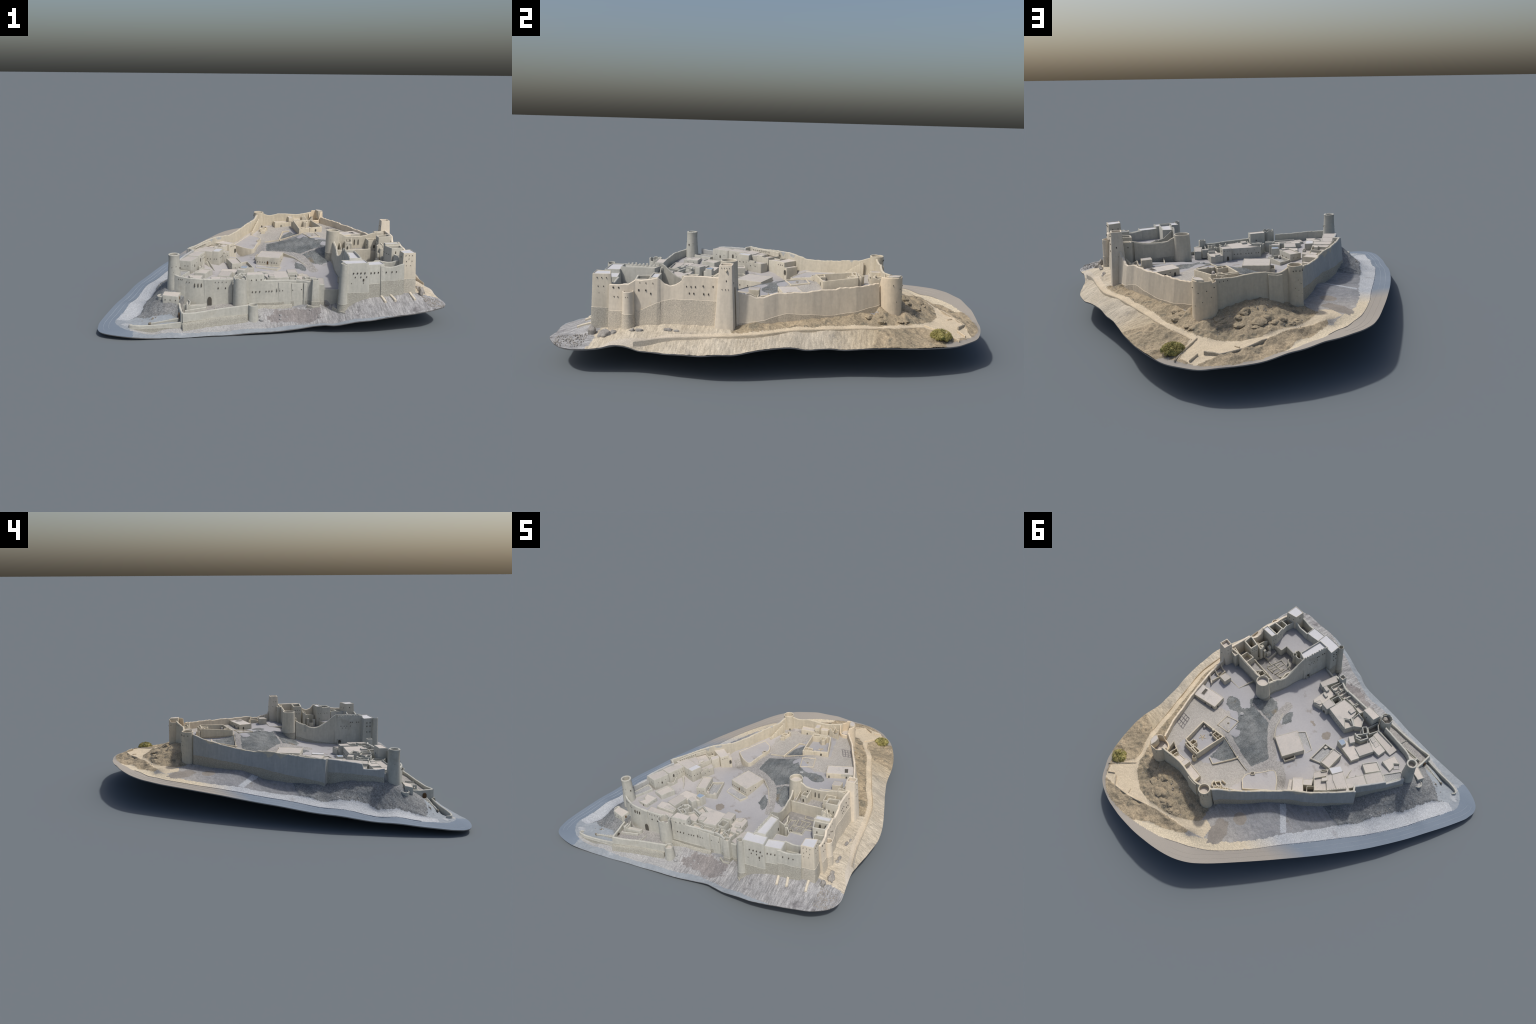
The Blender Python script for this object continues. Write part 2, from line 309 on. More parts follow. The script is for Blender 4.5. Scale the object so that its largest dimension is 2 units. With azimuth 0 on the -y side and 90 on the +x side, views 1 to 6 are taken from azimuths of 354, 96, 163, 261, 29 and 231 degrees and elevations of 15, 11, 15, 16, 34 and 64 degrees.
SPLAT = [(.36, -.12), (.43, -.15), (.39, -.09)]

def region(x, y):
    n1 = fbm(x * 40, y * 40, 3, 3) * .010; n2 = fbm(x * 40, y * 40, 3, 9) * .010
    xx, yy = x + n1, y + n2
    xs, ys = x + n1 * .25, y + n2 * .25
    r = np.full(x.shape, 'scree', dtype=object)
    xw = x + n1 * 4; yw = y + n2 * 2
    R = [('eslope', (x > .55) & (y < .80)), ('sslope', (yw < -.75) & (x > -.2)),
         ('gravel', (yy < -.76) & (xw <= -.07)), ('scrub', inside([(-.06, -.83), (-.01, -.775), (.14, -.765), (.25, -.80), (.27, -.86), (.17, -.895), (.08, -.875), (-.02, -.87)], xw, yw)),
         ('rubble', (xx < -.3) & (yy < -.08) & (yy > -.86)), ('rubble', (xx < -.4) & (yy < -.1) & (yy > -.3))]
    for k, m in R: r[m] = k
    hill = (yy > .06) & (xx > -.06) & (yy > 1.1 - 2.2 * xx - .62) ; r[hill & (yy > .5)] = 'hill'
    r[(xx > .57) & (yy > -.14) & (dist_line(EPATH, x, y)[0] < .13) & (yy < .7) & inside([(.78, -.14), (.88, -.14), (.80, .11), (.56, .68), (.5, .6)], xx, yy)] = 'hill'
    r[inside([(.66, .52), (.9, .45), (.9, .9), (.62, .86), (.57, .74)], xx, yy)] = 'hill'
    r[inside(VERGEPOLY, xx, yy)] = 'verge'
    r[inside(TIPPOLY, xx, yy)] = 'tip'
    r[inside([(-.265, .10), (-.25, .14), (-.40, .245), (-.42, .215)], xs, ys)] = 'verge'
    r[np.hypot(xs + .182, ys - .40) < .042] = 'stain'
    r[inside([(-.135, .60), (-.10, .50), (-.16, .47), (-.22, .53), (-.24, .60), (-.19, .66)], xx, yy)] = 'stain'
    r[dist_line(EPATH, xs, ys)[0] < .017] = 'path'
    r[inside(NPATH, xs, ys)] = 'path'
    r[inside(ROADPOLY, xs, ys)] = 'road'
    r[(r == 'road') & (yy < -.86) & (xx > -.80)] = 'tip'
    r[inside(FORE, x, y)] = 'cobble'
    inn = inside(WALLP, x, y)
    k = np.full(x.shape, 'sand', dtype=object)
    k[inside(NGRAV, xx, yy)] = 'yard'; k[inside(NYARD, xx, yy)] = 'yard'
    k[inside([(.13, .18), (.30, .17), (.27, .23), (.24, .33), (.19, .30)], xx, yy)] = 'mound'
    k[inside(MOUND, xx, yy)] = 'mound'
    k[inside([(.19, -.2), (.27, -.27), (.24, -.33), (.19, -.28)], xx, yy)] = 'mound'
    k[(np.hypot((xx - .277), (yy - .105)) < .025)] = 'sand'
    k[inside(PATHW, xs, ys)] = 'cobble'
    k[dist_line(PATHIN, xs, ys)[0] < .028] = 'cobble'
    k[dist_line(STRIP, xs, ys)[0] < .018] = 'cobble'
    k[dist_line([(.40, -.115), (.235, -.14)], xs, ys)[0] < .008] = 'cobble'
    k[np.hypot(xx + .027, yy + .409) < .030] = 'stain'
    k[np.hypot((xx - .10) * .5, yy + .40) < .012] = 'stain'
    k[inside(KEEP, x, y)] = 'floor'
    r[inn] = k[inn]
    return r

GNAMES = {'road': 'road', 'verge': 'gravel_verge', 'path': 'footpath', 'tip': 'gate_apron', 'rubble': 'rubble_slope', 'scree': 'bare_ground',
          'hill': 'rocky_hillside', 'eslope': 'eroded_slope', 'sslope': 'washed_slope', 'scrub': 'stony_ground', 'gravel': 'gravel_bank',
          'sand': 'courtyard', 'mound': 'rock_outcrop', 'cobble': 'stone_paving', 'yard': 'gravel_yard', 'floor': 'keep_court', 'stain': 'stained_ground'}

def build_ground():
    step = .005; n = 401
    g = np.linspace(-1, 1, n); X, Y = np.meshgrid(g, g, indexing='ij')
    cx = (X[:-1, :-1] + step / 2); cy = (Y[:-1, :-1] + step / 2)
    cell = inside(OUT2, cx, cy)
    used = np.zeros((n, n), bool)
    for a in (0, 1):
        for b in (0, 1): used[a:n - 1 + a, b:n - 1 + b] |= cell
    full = np.ones((n, n), bool)
    for a in (0, 1):
        for b in (0, 1):
            c = np.zeros((n, n), bool); c[a:n - 1 + a, b:n - 1 + b] = cell; full &= c
    edge = used & ~full
    _, qx, qy = dist_line(OUT2, X[edge], Y[edge], True)
    X = X.copy(); Y = Y.copy(); X[edge] = qx; Y[edge] = qy
    Z = ground(X, Y)
    reg = region(cx, cy); reg[~cell] = ''
    # relief by kind of ground (vertex weights = share of neighbouring cells)
    def weight(*ks):
        w = np.zeros((n, n)); c = np.zeros((n, n))
        f = np.isin(reg, ks).astype(float)
        for a in (0, 1):
            for b in (0, 1):
                w[a:n - 1 + a, b:n - 1 + b] += f; c[a:n - 1 + a, b:n - 1 + b] += 1
        w /= c
        for _ in range(3):
            w[1:-1, 1:-1] = (w[1:-1, 1:-1] * 2 + w[:-2, 1:-1] + w[2:, 1:-1] + w[1:-1, :-2] + w[1:-1, 2:]) / 6
        return w
    rid = lambda v: 1 - np.abs(v)
    Z += weight('eslope') * (.0055 * (rid(fbm(X * 10 + 1.5 * fbm(X * 9, Y * 9), Y * 42, 3, 1)) - .6) + .003 * fbm(X * 30, Y * 30, 3, 2))
    Z += weight('sslope', 'scrub') * (.0055 * (rid(fbm(X * 42, Y * 10, 3, 4)) - .6) + .003 * fbm(X * 35, Y * 35, 3, 5))
    Z += weight('rubble') * (.003 + .010 * fbm(X * 14, Y * 14, 4, 6) + .004 * rid(fbm(X * 50, Y * 50, 3, 7)))
    Z += weight('hill') * (.011 * fbm(X * 16, Y * 16, 4, 8) + .016 * (rid(fbm(X * 20, Y * 20, 4, 11)) - .62))
    Z += weight('gravel', 'scree', 'tip') * (.003 * fbm(X * 40, Y * 40, 3, 12))
    Z += weight('mound') * (.006 * fbm(X * 20, Y * 20, 4, 13))
    Z += weight('verge', 'path', 'cobble', 'yard') * (.0012 * fbm(X * 90, Y * 90, 3, 14))
    Z += weight('hill') * (.022 * np.exp(-(((X - .53) / .05) ** 2 + ((Y - .50) / .06) ** 2))  # rock swell beside the great tower
                           + .015 * np.exp(-(((X - .80) / .03) ** 2 + ((Y + .05) / .06) ** 2)))
    Z = np.where(Z < .0003, .0003, Z)
    reld = {}
    idx = -np.ones((n, n), int)
    I, J = np.where(cell)
    # vertex normals of the whole sheet
    gx = np.gradient(Z, step, axis=0); gy = np.gradient(Z, step, axis=1)
    NV = np.stack([-gx, -gy, np.ones_like(Z)], -1); NV /= np.linalg.norm(NV, axis=-1, keepdims=True)
    for k, nm in GNAMES.items():
        ii, jj = np.where(reg == k)
        if len(ii) == 0: continue
        quad = np.stack([ii * n + jj, (ii + 1) * n + jj, (ii + 1) * n + jj + 1, ii * n + jj + 1], 1)
        u, inv = np.unique(quad, return_inverse=True); inv = inv.reshape(quad.shape)
        V = np.stack([X.ravel()[u], Y.ravel()[u], Z.ravel()[u]], 1)
        me = bpy.data.meshes.new(nm); me.from_pydata(V.tolist(), [], inv.tolist()); me.materials.append(M[k])
        me.polygons.foreach_set('use_smooth', np.ones(len(inv), bool))
        me.update(); me.normals_split_custom_set_from_vertices(NV.reshape(-1, 3)[u].tolist())
        link(bpy.data.objects.new(nm, me), root)
    # underside sheet and a narrow rim give the plot a thin crust
    st = 5; c5 = cell.reshape(80, 5, 80, 5).all(axis=(1, 3))
    for _ in range(2): c5 = c5 & np.roll(c5, 1, 0) & np.roll(c5, -1, 0) & np.roll(c5, 1, 1) & np.roll(c5, -1, 1)
    Zl = ZO(X[::st, ::st], Y[::st, ::st]); Zl = np.minimum(Zl, Z[::st, ::st])
    Zm = Zl.copy()
    for a in (-1, 0, 1):
        for b in (-1, 0, 1): Zm = np.minimum(Zm, np.roll(np.roll(Zl, a, 0), b, 1))
    Zm = np.maximum(Zm - .010, .0002)
    ii, jj = np.where(c5); m = 81
    quad = np.stack([ii * m + jj, (ii + 1) * m + jj, (ii + 1) * m + jj + 1, ii * m + jj + 1], 1)
    u, inv = np.unique(quad, return_inverse=True); inv = inv.reshape(quad.shape)
    V = np.stack([X[::st, ::st].ravel()[u], Y[::st, ::st].ravel()[u], Zm.ravel()[u]], 1).tolist(); F = inv.tolist()
    bx = np.array([p[0] for p in OUT2]); by = np.array([p[1] for p in OUT2]); bz = np.maximum(ground(bx, by), .0003); nb = len(bx); o = len(V)
    for r, dz in ((1, .0004), (.998, .006), (.93, .013)): V += list(zip(bx * r, by * r, np.maximum(np.minimum(bz, ZO(bx * r, by * r)) - dz, .0001)))
    for a in (0, 1):
        for i in range(nb):
            j = (i + 1) % nb; F.append((o + a * nb + i, o + a * nb + j, o + (a + 1) * nb + j, o + (a + 1) * nb + i))
    mesh_obj('plot_underside', V, F, [M['under']], parent=root)

# ------------------------------------------------------------------ building blocks
def ccw(p):
    a = sum(p[i][0] * p[(i + 1) % len(p)][1] - p[(i + 1) % len(p)][0] * p[i][1] for i in range(len(p)))
    return list(p) if a > 0 else list(p)[::-1]

def offset_poly(poly, off):
    """move the plan outline outward by off (mitred corners, ccw)"""
    P = [np.array(q[:2], float) for q in poly]; n = len(P); out = []
    for i in range(n):
        d1 = P[i] - P[i - 1]; d2 = P[(i + 1) % n] - P[i]
        d1 /= np.linalg.norm(d1); d2 /= np.linalg.norm(d2)
        n1 = np.array([d1[1], -d1[0]]); n2 = np.array([d2[1], -d2[0]])
        out.append(P[i] + off * (n1 + n2) / max(1 + n1 @ n2, .35))
    return out

def outline(poly, r=.003, step=.015, ks=None, off=0.):
    """closed plan outline with slightly rounded corners, resampled; ks fixes the count per edge"""
    base = [np.array(q[:2], float) for q in poly]
    P = offset_poly(poly, off) if off else base
    n = len(P); out = []; r = max(r + off, .0004)
    if ks is None: ks = [max(1, int(np.linalg.norm(base[(i + 1) % n] - base[i]) / step)) for i in range(n)]
    for i in range(n):
        a, b, c = P[i - 1], P[i], P[(i + 1) % n]
        u = (a - b) / np.linalg.norm(a - b); v = (c - b) / np.linalg.norm(c - b)
        rr = min(r, .3 * np.linalg.norm(a - b), .3 * np.linalg.norm(c - b))
        r2 = min(r, .3 * np.linalg.norm(c - b))
        s, e = b + u * rr, b + v * rr
        for t in (0, .5, 1): out.append((1 - t) ** 2 * s + 2 * t * (1 - t) * b + t * t * e)
        e2 = c - v * r2
        for t in range(1, ks[i]): out.append(e + (e2 - e) * t / ks[i])
    return np.array(out), ks

def normals2(P):
    d = np.roll(P, -1, 0) - np.roll(P, 1, 0); d /= np.linalg.norm(d, axis=1)[:, None] + 1e-12
    return np.stack([d[:, 1], -d[:, 0]], 1)          # outward for ccw

def block(name, poly, zt, zb=None, t=.006, depth=.004, batter=.0, stone=None, mats=None, rag=.0012, parent=None, seed=None, r=.003, floor_z=None):
    """a wall-bounded volume: battered walls, rounded parapet, sunk roof or deep open room"""
    poly = ccw(poly); P, ks = outline(poly, r); Nn = normals2(P); n = len(P)
    sd = seed if seed is not None else (hash(name) % 97 if False else len(bpy.data.objects) % 97)
    if callable(zt): T = np.array([zt(x, y) for x, y in P])
    else: T = np.full(n, float(zt))
    T = T + rag * fbm(P[:, 0] * 90, P[:, 1] * 90, 3, sd)
    if zb is None: B = np.minimum(ground(P[:, 0], P[:, 1]), ground(P[:, 0] + Nn[:, 0] * .012, P[:, 1] + Nn[:, 1] * .012)) - .008
    else: B = np.full(n, float(zb))
    wob = .0008 * fbm(P[:, 0] * 40 + 9, P[:, 1] * 40, 2, sd + 3)
    rows = []
    def ring(off, z):
        o = float(np.mean(off)); Q = outline(poly, r, ks=ks, off=o)[0]
        rows.append(np.column_stack([Q + Nn * (off - o + wob)[:, None], z]))
    O = np.zeros(n)
    ring(O + batter, B)
    nst = 0
    if stone is not None:
        Sz = np.clip(np.full(n, stone) + .002 * fbm(P[:, 0] * 30, P[:, 1] * 30, 3, 5), B + .001, T - .004)
        f = (Sz - B) / np.maximum(T - B, 1e-4)
        ring(batter * (1 - f) + .0012, Sz); ring(batter * (1 - f), Sz + .0008); nst = 2
    ring(O, T - .0028); ring(O - .0008, T - .0008); ring(O - .0028, T)
    ring(O - max(t - .0018, .0032), T); ring(O - t, T - .0018)
    fz = (T.mean() if floor_z is None else 0) - depth if floor_z is None else floor_z
    if callable(zt) and depth < .02 and floor_z is None: ring(O - t, np.array([zt(x, y) for x, y in P]) - depth)
    else: ring(O - t, np.full(n, fz))
    V = np.concatenate(rows); k = len(rows); F = []; mi = []
    for a in range(k - 1):
        for i in range(n):
            j = (i + 1) % n; F.append((a * n + i, a * n + j, (a + 1) * n + j, (a + 1) * n + i))
            mi.append(2 if a < nst - 1 and stone is not None or (stone is not None and a == 0) else 0)
    top = rows[-1]
    for tri in tessellate_polygon([[Vector((p[0], p[1], 0)) for p in top]]):
        F.append(tuple((k - 1) * n + i for i in tri)); mi.append(1)
    mats = mats or ('plaster', 'roof')
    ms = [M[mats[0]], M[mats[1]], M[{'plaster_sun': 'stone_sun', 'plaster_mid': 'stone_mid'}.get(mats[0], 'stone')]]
    return mesh_obj(name, V, F, ms, mi, parent or root)

def wall(name, path, t=.012, batter=0., stone=None, rag=.002, parent=None, zb=None, smooth_path=False, mats='plaster', step=.008, outer=None):
    """wall along a plan path of (x, y, top); the right-hand side of the path is the outer, battered face"""
    P = np.array(spline(path, 6) if smooth_path else path, float)
    seg = np.hypot(*(np.diff(P[:, :2], axis=0).T)); s = np.concatenate([[0], np.cumsum(seg)])
    n = max(2, int(s[-1] / step) + 1); q = np.linspace(0, s[-1], n)
    q = np.unique(np.concatenate([q, s])); q = q[np.concatenate([[True], np.diff(q) > 1e-5])]; n = len(q)
    X = np.interp(q, s, P[:, 0]); Y = np.interp(q, s, P[:, 1]); T = np.interp(q, s, P[:, 2])
    d = np.stack([np.gradient(X, q), np.gradient(Y, q)], 1); d /= np.linalg.norm(d, axis=1)[:, None]
    R = np.stack([d[:, 1], -d[:, 0]], 1)
    sd = len(bpy.data.objects) % 89
    T = T + rag * fbm(q * 70, q * 0 + sd, 4, sd)
    oz = ground(X + R[:, 0] * (t + batter), Y + R[:, 1] * (t + batter)); iz = ground(X - R[:, 0] * t, Y - R[:, 1] * t)
    mz = ground(X, Y)
    B = np.minimum(np.minimum(oz, iz), mz) - .007 if zb is None else np.full(n, float(zb))
    wob = .001 * fbm(q * 30, q * 0 + sd, 2, sd + 1)
    prof = [(t / 2 + batter, 'B')]
    V = []
    rows = []
    def row(off, z): rows.append(np.column_stack([X + R[:, 0] * (off + wob), Y + R[:, 1] * (off + wob), z]))
    row(np.full(n, t / 2 + batter), B)
    nst = 0
    if stone is not None:
        st = np.interp(q / s[-1], np.linspace(0, 1, len(stone)), stone) if isinstance(stone, (list, tuple)) else np.full(n, stone)
        st = np.clip(st + .003 * fbm(q * 25, q * 0 + 3, 3, sd), B + .001, T - .005)
        f = (st - B) / np.maximum(T - B, 1e-4)
        row(t / 2 + batter * (1 - f) + .0012, st); row(t / 2 + batter * (1 - f), st + .0008); nst = 1
    O = np.zeros(n)
    for h in (.33, .66):
        z = (rows[-1][:, 2]) + (T - .0025 - rows[-1][:, 2]) * (.5)
        f = (z - B) / np.maximum(T - B, 1e-4)
        row(t / 2 + batter * (1 - f) + .0008 * fbm(q * 40, z * 40, 2, 8), z)
    row(O + t / 2, T - .0025); row(O + t / 2 - .0025, T)
    row(O - t / 2 + .0025, T); row(O - t / 2, T - .0025); row(O - t / 2, B)
    k = len(rows); V = np.concatenate(rows); F = []; mi = []
    for a in range(k):
        b = (a + 1) % k
        for i in range(n - 1):
            F.append((a * n + i, a * n + i + 1, b * n + i + 1, b * n + i)); mi.append(1 if nst and a == 0 else 0)
    F.append(tuple(a * n for a in range(k))); mi.append(0)
    F.append(tuple(a * n + n - 1 for a in range(k))); mi.append(0)
    return mesh_obj(name, V, F, [M[mats], M['stone_sun' if mats == 'plaster_sun' else 'stone']], mi, parent or root)

def round_tower(name, x, y, prof, rim=.007, depth=.03, rag=.001, top=None, stone=None, parent=None, seg=56, mats=('plaster', 'roof'), merlons=0):
    """prof: (z, radius) from foot to crown; crown hollow by `depth`"""
    a = np.linspace(0, 2 * math.pi, seg, endpoint=False); ca, sa = np.cos(a), np.sin(a)
    zs = [p[0] for p in prof]; zt = zs[-1]
    rows = []; mi_rows = []
    sd = len(bpy.data.objects) % 83
    T = zt + rag * fbm(ca * 3 + sd, sa * 3, 3, sd)
    if top is not None: T = T + np.array([top(v) for v in a])
    if merlons: T = T + .0035 * (np.sin(a * merlons) > 0)
    def ring(r, z): rows.append(np.column_stack([x + r * ca, y + r * sa, z]))
    zz = np.linspace(zs[0], zt, 14)
    for i, z in enumerate(zz[:-1]):
        r = np.interp(z, zs, [p[1] for p in prof]) + .0007 * fbm(ca * 4 + z * 20, sa * 4 + z * 30, 3, sd)
        if stone is not None and z > stone and not any(mm == 'P' for mm in mi_rows):
            rr = np.interp(stone, zs, [p[1] for p in prof])
            ring(rr + .001, np.full(seg, stone)); mi_rows.append('S'); ring(rr, np.full(seg, stone + .0008)); mi_rows.append('P')
        ring(r, np.minimum(np.full(seg, z), T - .004)); mi_rows.append('P' if (stone is None or z > stone) else 'S')
    R = prof[-1][1]
    for r, z in ((R, T - .0022), (R - .0018, T), (R - rim + .0018, T), (R - rim, T - .0022)): ring(r, z); mi_rows.append('P')
    fz = min(T.min(), zt) - depth; ring(R - rim, np.full(seg, fz)); mi_rows.append('P')
    V = np.concatenate(rows); k = len(rows); F = []; mi = []
    for b in range(k - 1):
        for i in range(seg):
            j = (i + 1) % seg; F.append((b * seg + i, b * seg + j, (b + 1) * seg + j, (b + 1) * seg + i))
            mi.append(2 if mi_rows[b] == 'S' and mi_rows[b + 1] == 'S' else 0)
    F.append(tuple((k - 1) * seg + i for i in range(seg))); mi.append(1)
    return mesh_obj(name, V, F, [M[mats[0]], M[mats[1]], M[{'plaster_sun': 'stone_sun', 'plaster_mid': 'stone_mid'}.get(mats[0], 'stone')]], mi, parent or root)

def taper_tower(name, cx, cy, hx, hy, z0, z1, base, depth=.02, rim=.006, parent=None, seams=(), stone=None, mats=None):
    """square tower with battered sides; hx, hy half sizes at the crown, base the spread at the foot"""
    return block(name, [(cx - hx, cy - hy), (cx + hx, cy - hy), (cx + hx, cy + hy), (cx - hx, cy + hy)], z1, z0, t=rim, depth=depth, batter=base, stone=stone, parent=parent, mats=mats)

# openings: shared little boxes (square slit windows, arched doors)
def opening_mesh(name, arched, mat):
    if arched:
        pts = [(-.5, 0), (.5, 0)] + [(.5 * math.cos(a), .62 + .38 * math.sin(a)) for a in np.linspace(0, math.pi, 9)]
    else:
        pts = [(-.5, .04), (-.46, 0), (.46, 0), (.5, .04), (.5, .95), (.45, 1), (-.45, 1), (-.5, .95)]
    n = len(pts); V = [(p[0], 0, p[1]) for p in pts] + [(p[0], 1, p[1]) for p in pts]
    F = [tuple(range(n)), tuple(range(2 * n - 1, n - 1, -1))] + [(i, (i + 1) % n, (i + 1) % n + n, i + n) for i in range(n)]
    me = bpy.data.meshes.new(name); me.from_pydata(V, [], F); me.materials.append(mat)
    bm = bmesh.new(); bm.from_mesh(me); bmesh.ops.recalc_face_normals(bm, faces=bm.faces); bm.to_mesh(me); bm.free()
    return me
WIN = opening_mesh('window', False, M['dark']); ARCH = opening_mesh('doorway', True, M['dark']); DOOR = opening_mesh('door', True, M['wood'])

def opening(parent, x, y, z, nx, ny, w, h, kind='window', proud=.0012):
    me = {'window': WIN, 'doorway': ARCH, 'door': DOOR, 'arched_window': ARCH}[kind]
    ob = bpy.data.objects.new(kind, me); link(ob, parent)
    if kind == 'window': w *= .62; h *= .68; z += h * .12
    if kind == 'arched_window': w *= .8
    L = math.hypot(nx, ny); nx /= L; ny /= L; dpt = .006
    ob.matrix_world = Matrix(((-ny * w, nx * dpt, 0, x - nx * (dpt - proud)), (nx * w, ny * dpt, 0, y - ny * (dpt - proud)), (0, 0, h, z), (0, 0, 0, 1)))
    return ob

EXTRA = {'corner_block': .0018, 'south_block': .003, 'great_hall': .007, 'keep_wall': .001}
def openings(parent, a, b, ts, z, w=.009, h=.011, kind='window', out=0.):
    """row of openings along facade line a->b (outside on the right)"""
    dx, dy = b[0] - a[0], b[1] - a[1]; L = math.hypot(dx, dy); nx, ny = dy / L, -dx / L
    out += EXTRA.get(parent.name.split('.')[0], 0)
    z2 = z if isinstance(z, (list, tuple)) else (z, z)
    for t in ts:
        opening(parent, a[0] + dx * t + nx * out, a[1] + dy * t + ny * out, z2[0] + (z2[1] - z2[0]) * t, nx, ny, w, h, kind)

def slab(name, poly, z, zb, mat='sand', parent=None):
    return block(name, poly, z, zb, t=.005, depth=.0005, mats=('plaster', mat), rag=.0006, parent=parent)

def rect(x0, y0, x1, y1): return [(x0, y0), (x1, y0), (x1, y1), (x0, y1)]

def rock(name, x, y, z, sx, sy, sz, mat, seed, parent=None, sub=3):
    bm = bmesh.new(); bmesh.ops.create_icosphere(bm, subdivisions=sub, radius=1)
    for v in bm.verts:
        p = v.co.copy(); o = Vector((seed * 3.1, seed * 1.7, seed))
        f = 1 + .35 * mnoise.fractal(p * 1.3 + o, 1, 2, 4) + .12 * mnoise.noise(p * 4 + o)
        v.co = Vector((p.x * sx * f, p.y * sy * f, p.z * sz * f)) + Vector((x, y, z))
    me = bpy.data.meshes.new(name); bm.to_mesh(me); bm.free(); me.materials.append(M[mat])
    me.shade_smooth() if hasattr(me, 'shade_smooth') else None
    me.set_sharp_from_angle(angle=math.radians(45))
    return link(bpy.data.objects.new(name, me), parent or root)

build_ground()

# ------------------------------------------------------------------ curtain walls
ws = wall('curtain_wall', [(-.575, -.668, .272), (-.545, -.690, .265), (-.512, -.706, .262), (-.485, -.718, .261), (-.443, -.726, .259), (-.40, -.727, .257), (-.36, -.728, .256), (-.30, -.730, .256), (-.245, -.731, .256)], t=.011, batter=.008, rag=.0025, smooth_path=True)
openings(ws, (-.344, -.7345), (-.282, -.736), [0, .31, .63, 1], .236, .005, .006, out=.0018)
openings(ws, (-.328, -.7345), (-.286, -.736), [0, 1], .199, .008, .009, kind='arched_window', out=.004)
openings(ws, (-.462, -.731), (-.424, -.7335), [0, .5, 1], .212, .007, .021, kind='arched_window', out=.0035)
openings(ws, (-.555, -.690), (-.530, -.704), [.1, .5, .9], .245, .005, .008, out=.002)
openings(ws, (-.51, -.714), (-.49, -.723), [.1, .9], .235, .005, .006, out=.002)
opening(ws, -.378, -.7445, .106, 0, -1, .024, .047, 'doorway')
wall('pilaster', [(-.408, -.7335, .256), (-.36, -.7345, .255)], t=.006, batter=.004, rag=.001)
wg = wall('curtain_wall', [(-.17, -.740, .262), (-.11, -.735, .247), (-.05, -.731, .242), (.06, -.723, .240), (.125, -.717, .238)], t=.012, batter=.008, rag=.0015, stone=.112)
openings(wg, (-.16, -.745), (.125, -.723), [.1, .17, .25, .38, .44, .50, .60, .66, .72, .8, .93], .175, .008, .010, out=.0065)
openings(wg, (-.16, -.745), (.125, -.723), [.60, .66, .72], .188, .006, .005, out=.006)
wi = wall('curtain_wall', [(.127, -.712, .238), (.165, -.718, .234), (.215, -.735, .230)], t=.012, batter=.006, rag=.0015, stone=.118)
openings(wi, (.127, -.720), (.215, -.741), [.35], .178, .008, .010, out=.004)
wall('curtain_wall', [(.25, -.740, .215), (.288, -.736, .214)], t=.014, batter=.004, stone=.11)
wall('curtain_wall', [(.285, -.734, .186), (.33, -.736, .182), (.39, -.740, .182)], t=.012, batter=.004, rag=.0015)
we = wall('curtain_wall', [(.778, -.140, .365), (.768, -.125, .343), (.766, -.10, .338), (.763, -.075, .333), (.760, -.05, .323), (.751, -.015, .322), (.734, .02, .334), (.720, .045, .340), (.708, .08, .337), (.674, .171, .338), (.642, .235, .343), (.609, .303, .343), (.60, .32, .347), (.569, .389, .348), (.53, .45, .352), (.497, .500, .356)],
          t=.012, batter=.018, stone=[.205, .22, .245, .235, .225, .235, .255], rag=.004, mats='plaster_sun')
wn = wall('curtain_wall', [(.425, .562, .385), (.41, .557, .381), (.366, .545, .375), (.33, .535, .373), (.29, .527, .374), (.243, .524, .379), (.186, .526, .380), (.15, .526, .375), (.12, .524, .369), (.095, .518, .371), (.07, .510, .383), (.055, .508, .388)], t=.011, batter=.012, rag=.002, smooth_path=True)
wall('buttress', [(.165, .536, .371), (.12, .533, .360), (.095, .527, .362)], t=.008, batter=.010, rag=.002)
openings(wn, (.41, .563), (.33, .541), [.15, .4, .65], .360, .004, .008, out=.001)
ww = wall('curtain_wall', [(.012, .478, .382), (.004, .458, .374), (-.004, .442, .366), (-.024, .416, .356), (-.045, .39, .351), (-.069, .357, .345), (-.103, .308, .334), (-.157, .218, .319), (-.20, .155, .314), (-.228, .113, .311),
                                (-.236, .100, .318), (-.275, .055, .323), (-.313, .020, .327), (-.348, -.02, .326), (-.381, -.068, .324), (-.451, -.175, .318), (-.494, -.244, .320)][::-1], t=.012, batter=.014, stone=[.190, .195, .205, .215, .222, .232, .245, .25], rag=.003)
# the outer face is the west side: path runs from south to north so the right hand would be east; mirror by building the face wall too
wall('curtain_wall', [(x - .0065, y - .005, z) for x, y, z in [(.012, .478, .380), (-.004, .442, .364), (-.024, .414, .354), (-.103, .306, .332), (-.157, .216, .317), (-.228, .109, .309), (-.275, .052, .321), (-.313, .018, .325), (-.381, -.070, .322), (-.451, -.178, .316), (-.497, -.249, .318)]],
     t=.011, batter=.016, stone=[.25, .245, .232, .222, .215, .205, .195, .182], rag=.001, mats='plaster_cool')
wall('curtain_wall', [(-.494, -.246, .319), (-.47, -.272, .316)], t=.012, batter=.004)
w3 = wall('curtain_wall', [(-.468, -.268, .313), (-.51, -.352, .308), (-.548, -.437, .300), (-.556, -.456, .296), (-.560, -.462, .268), (-.585, -.53, .266), (-.60, -.575, .272)], t=.012, batter=.010, stone=[.235, .237, .236, .232, .225], rag=.002, mats='plaster_cool')
for t in np.linspace(.05, .95, 24):
    pass

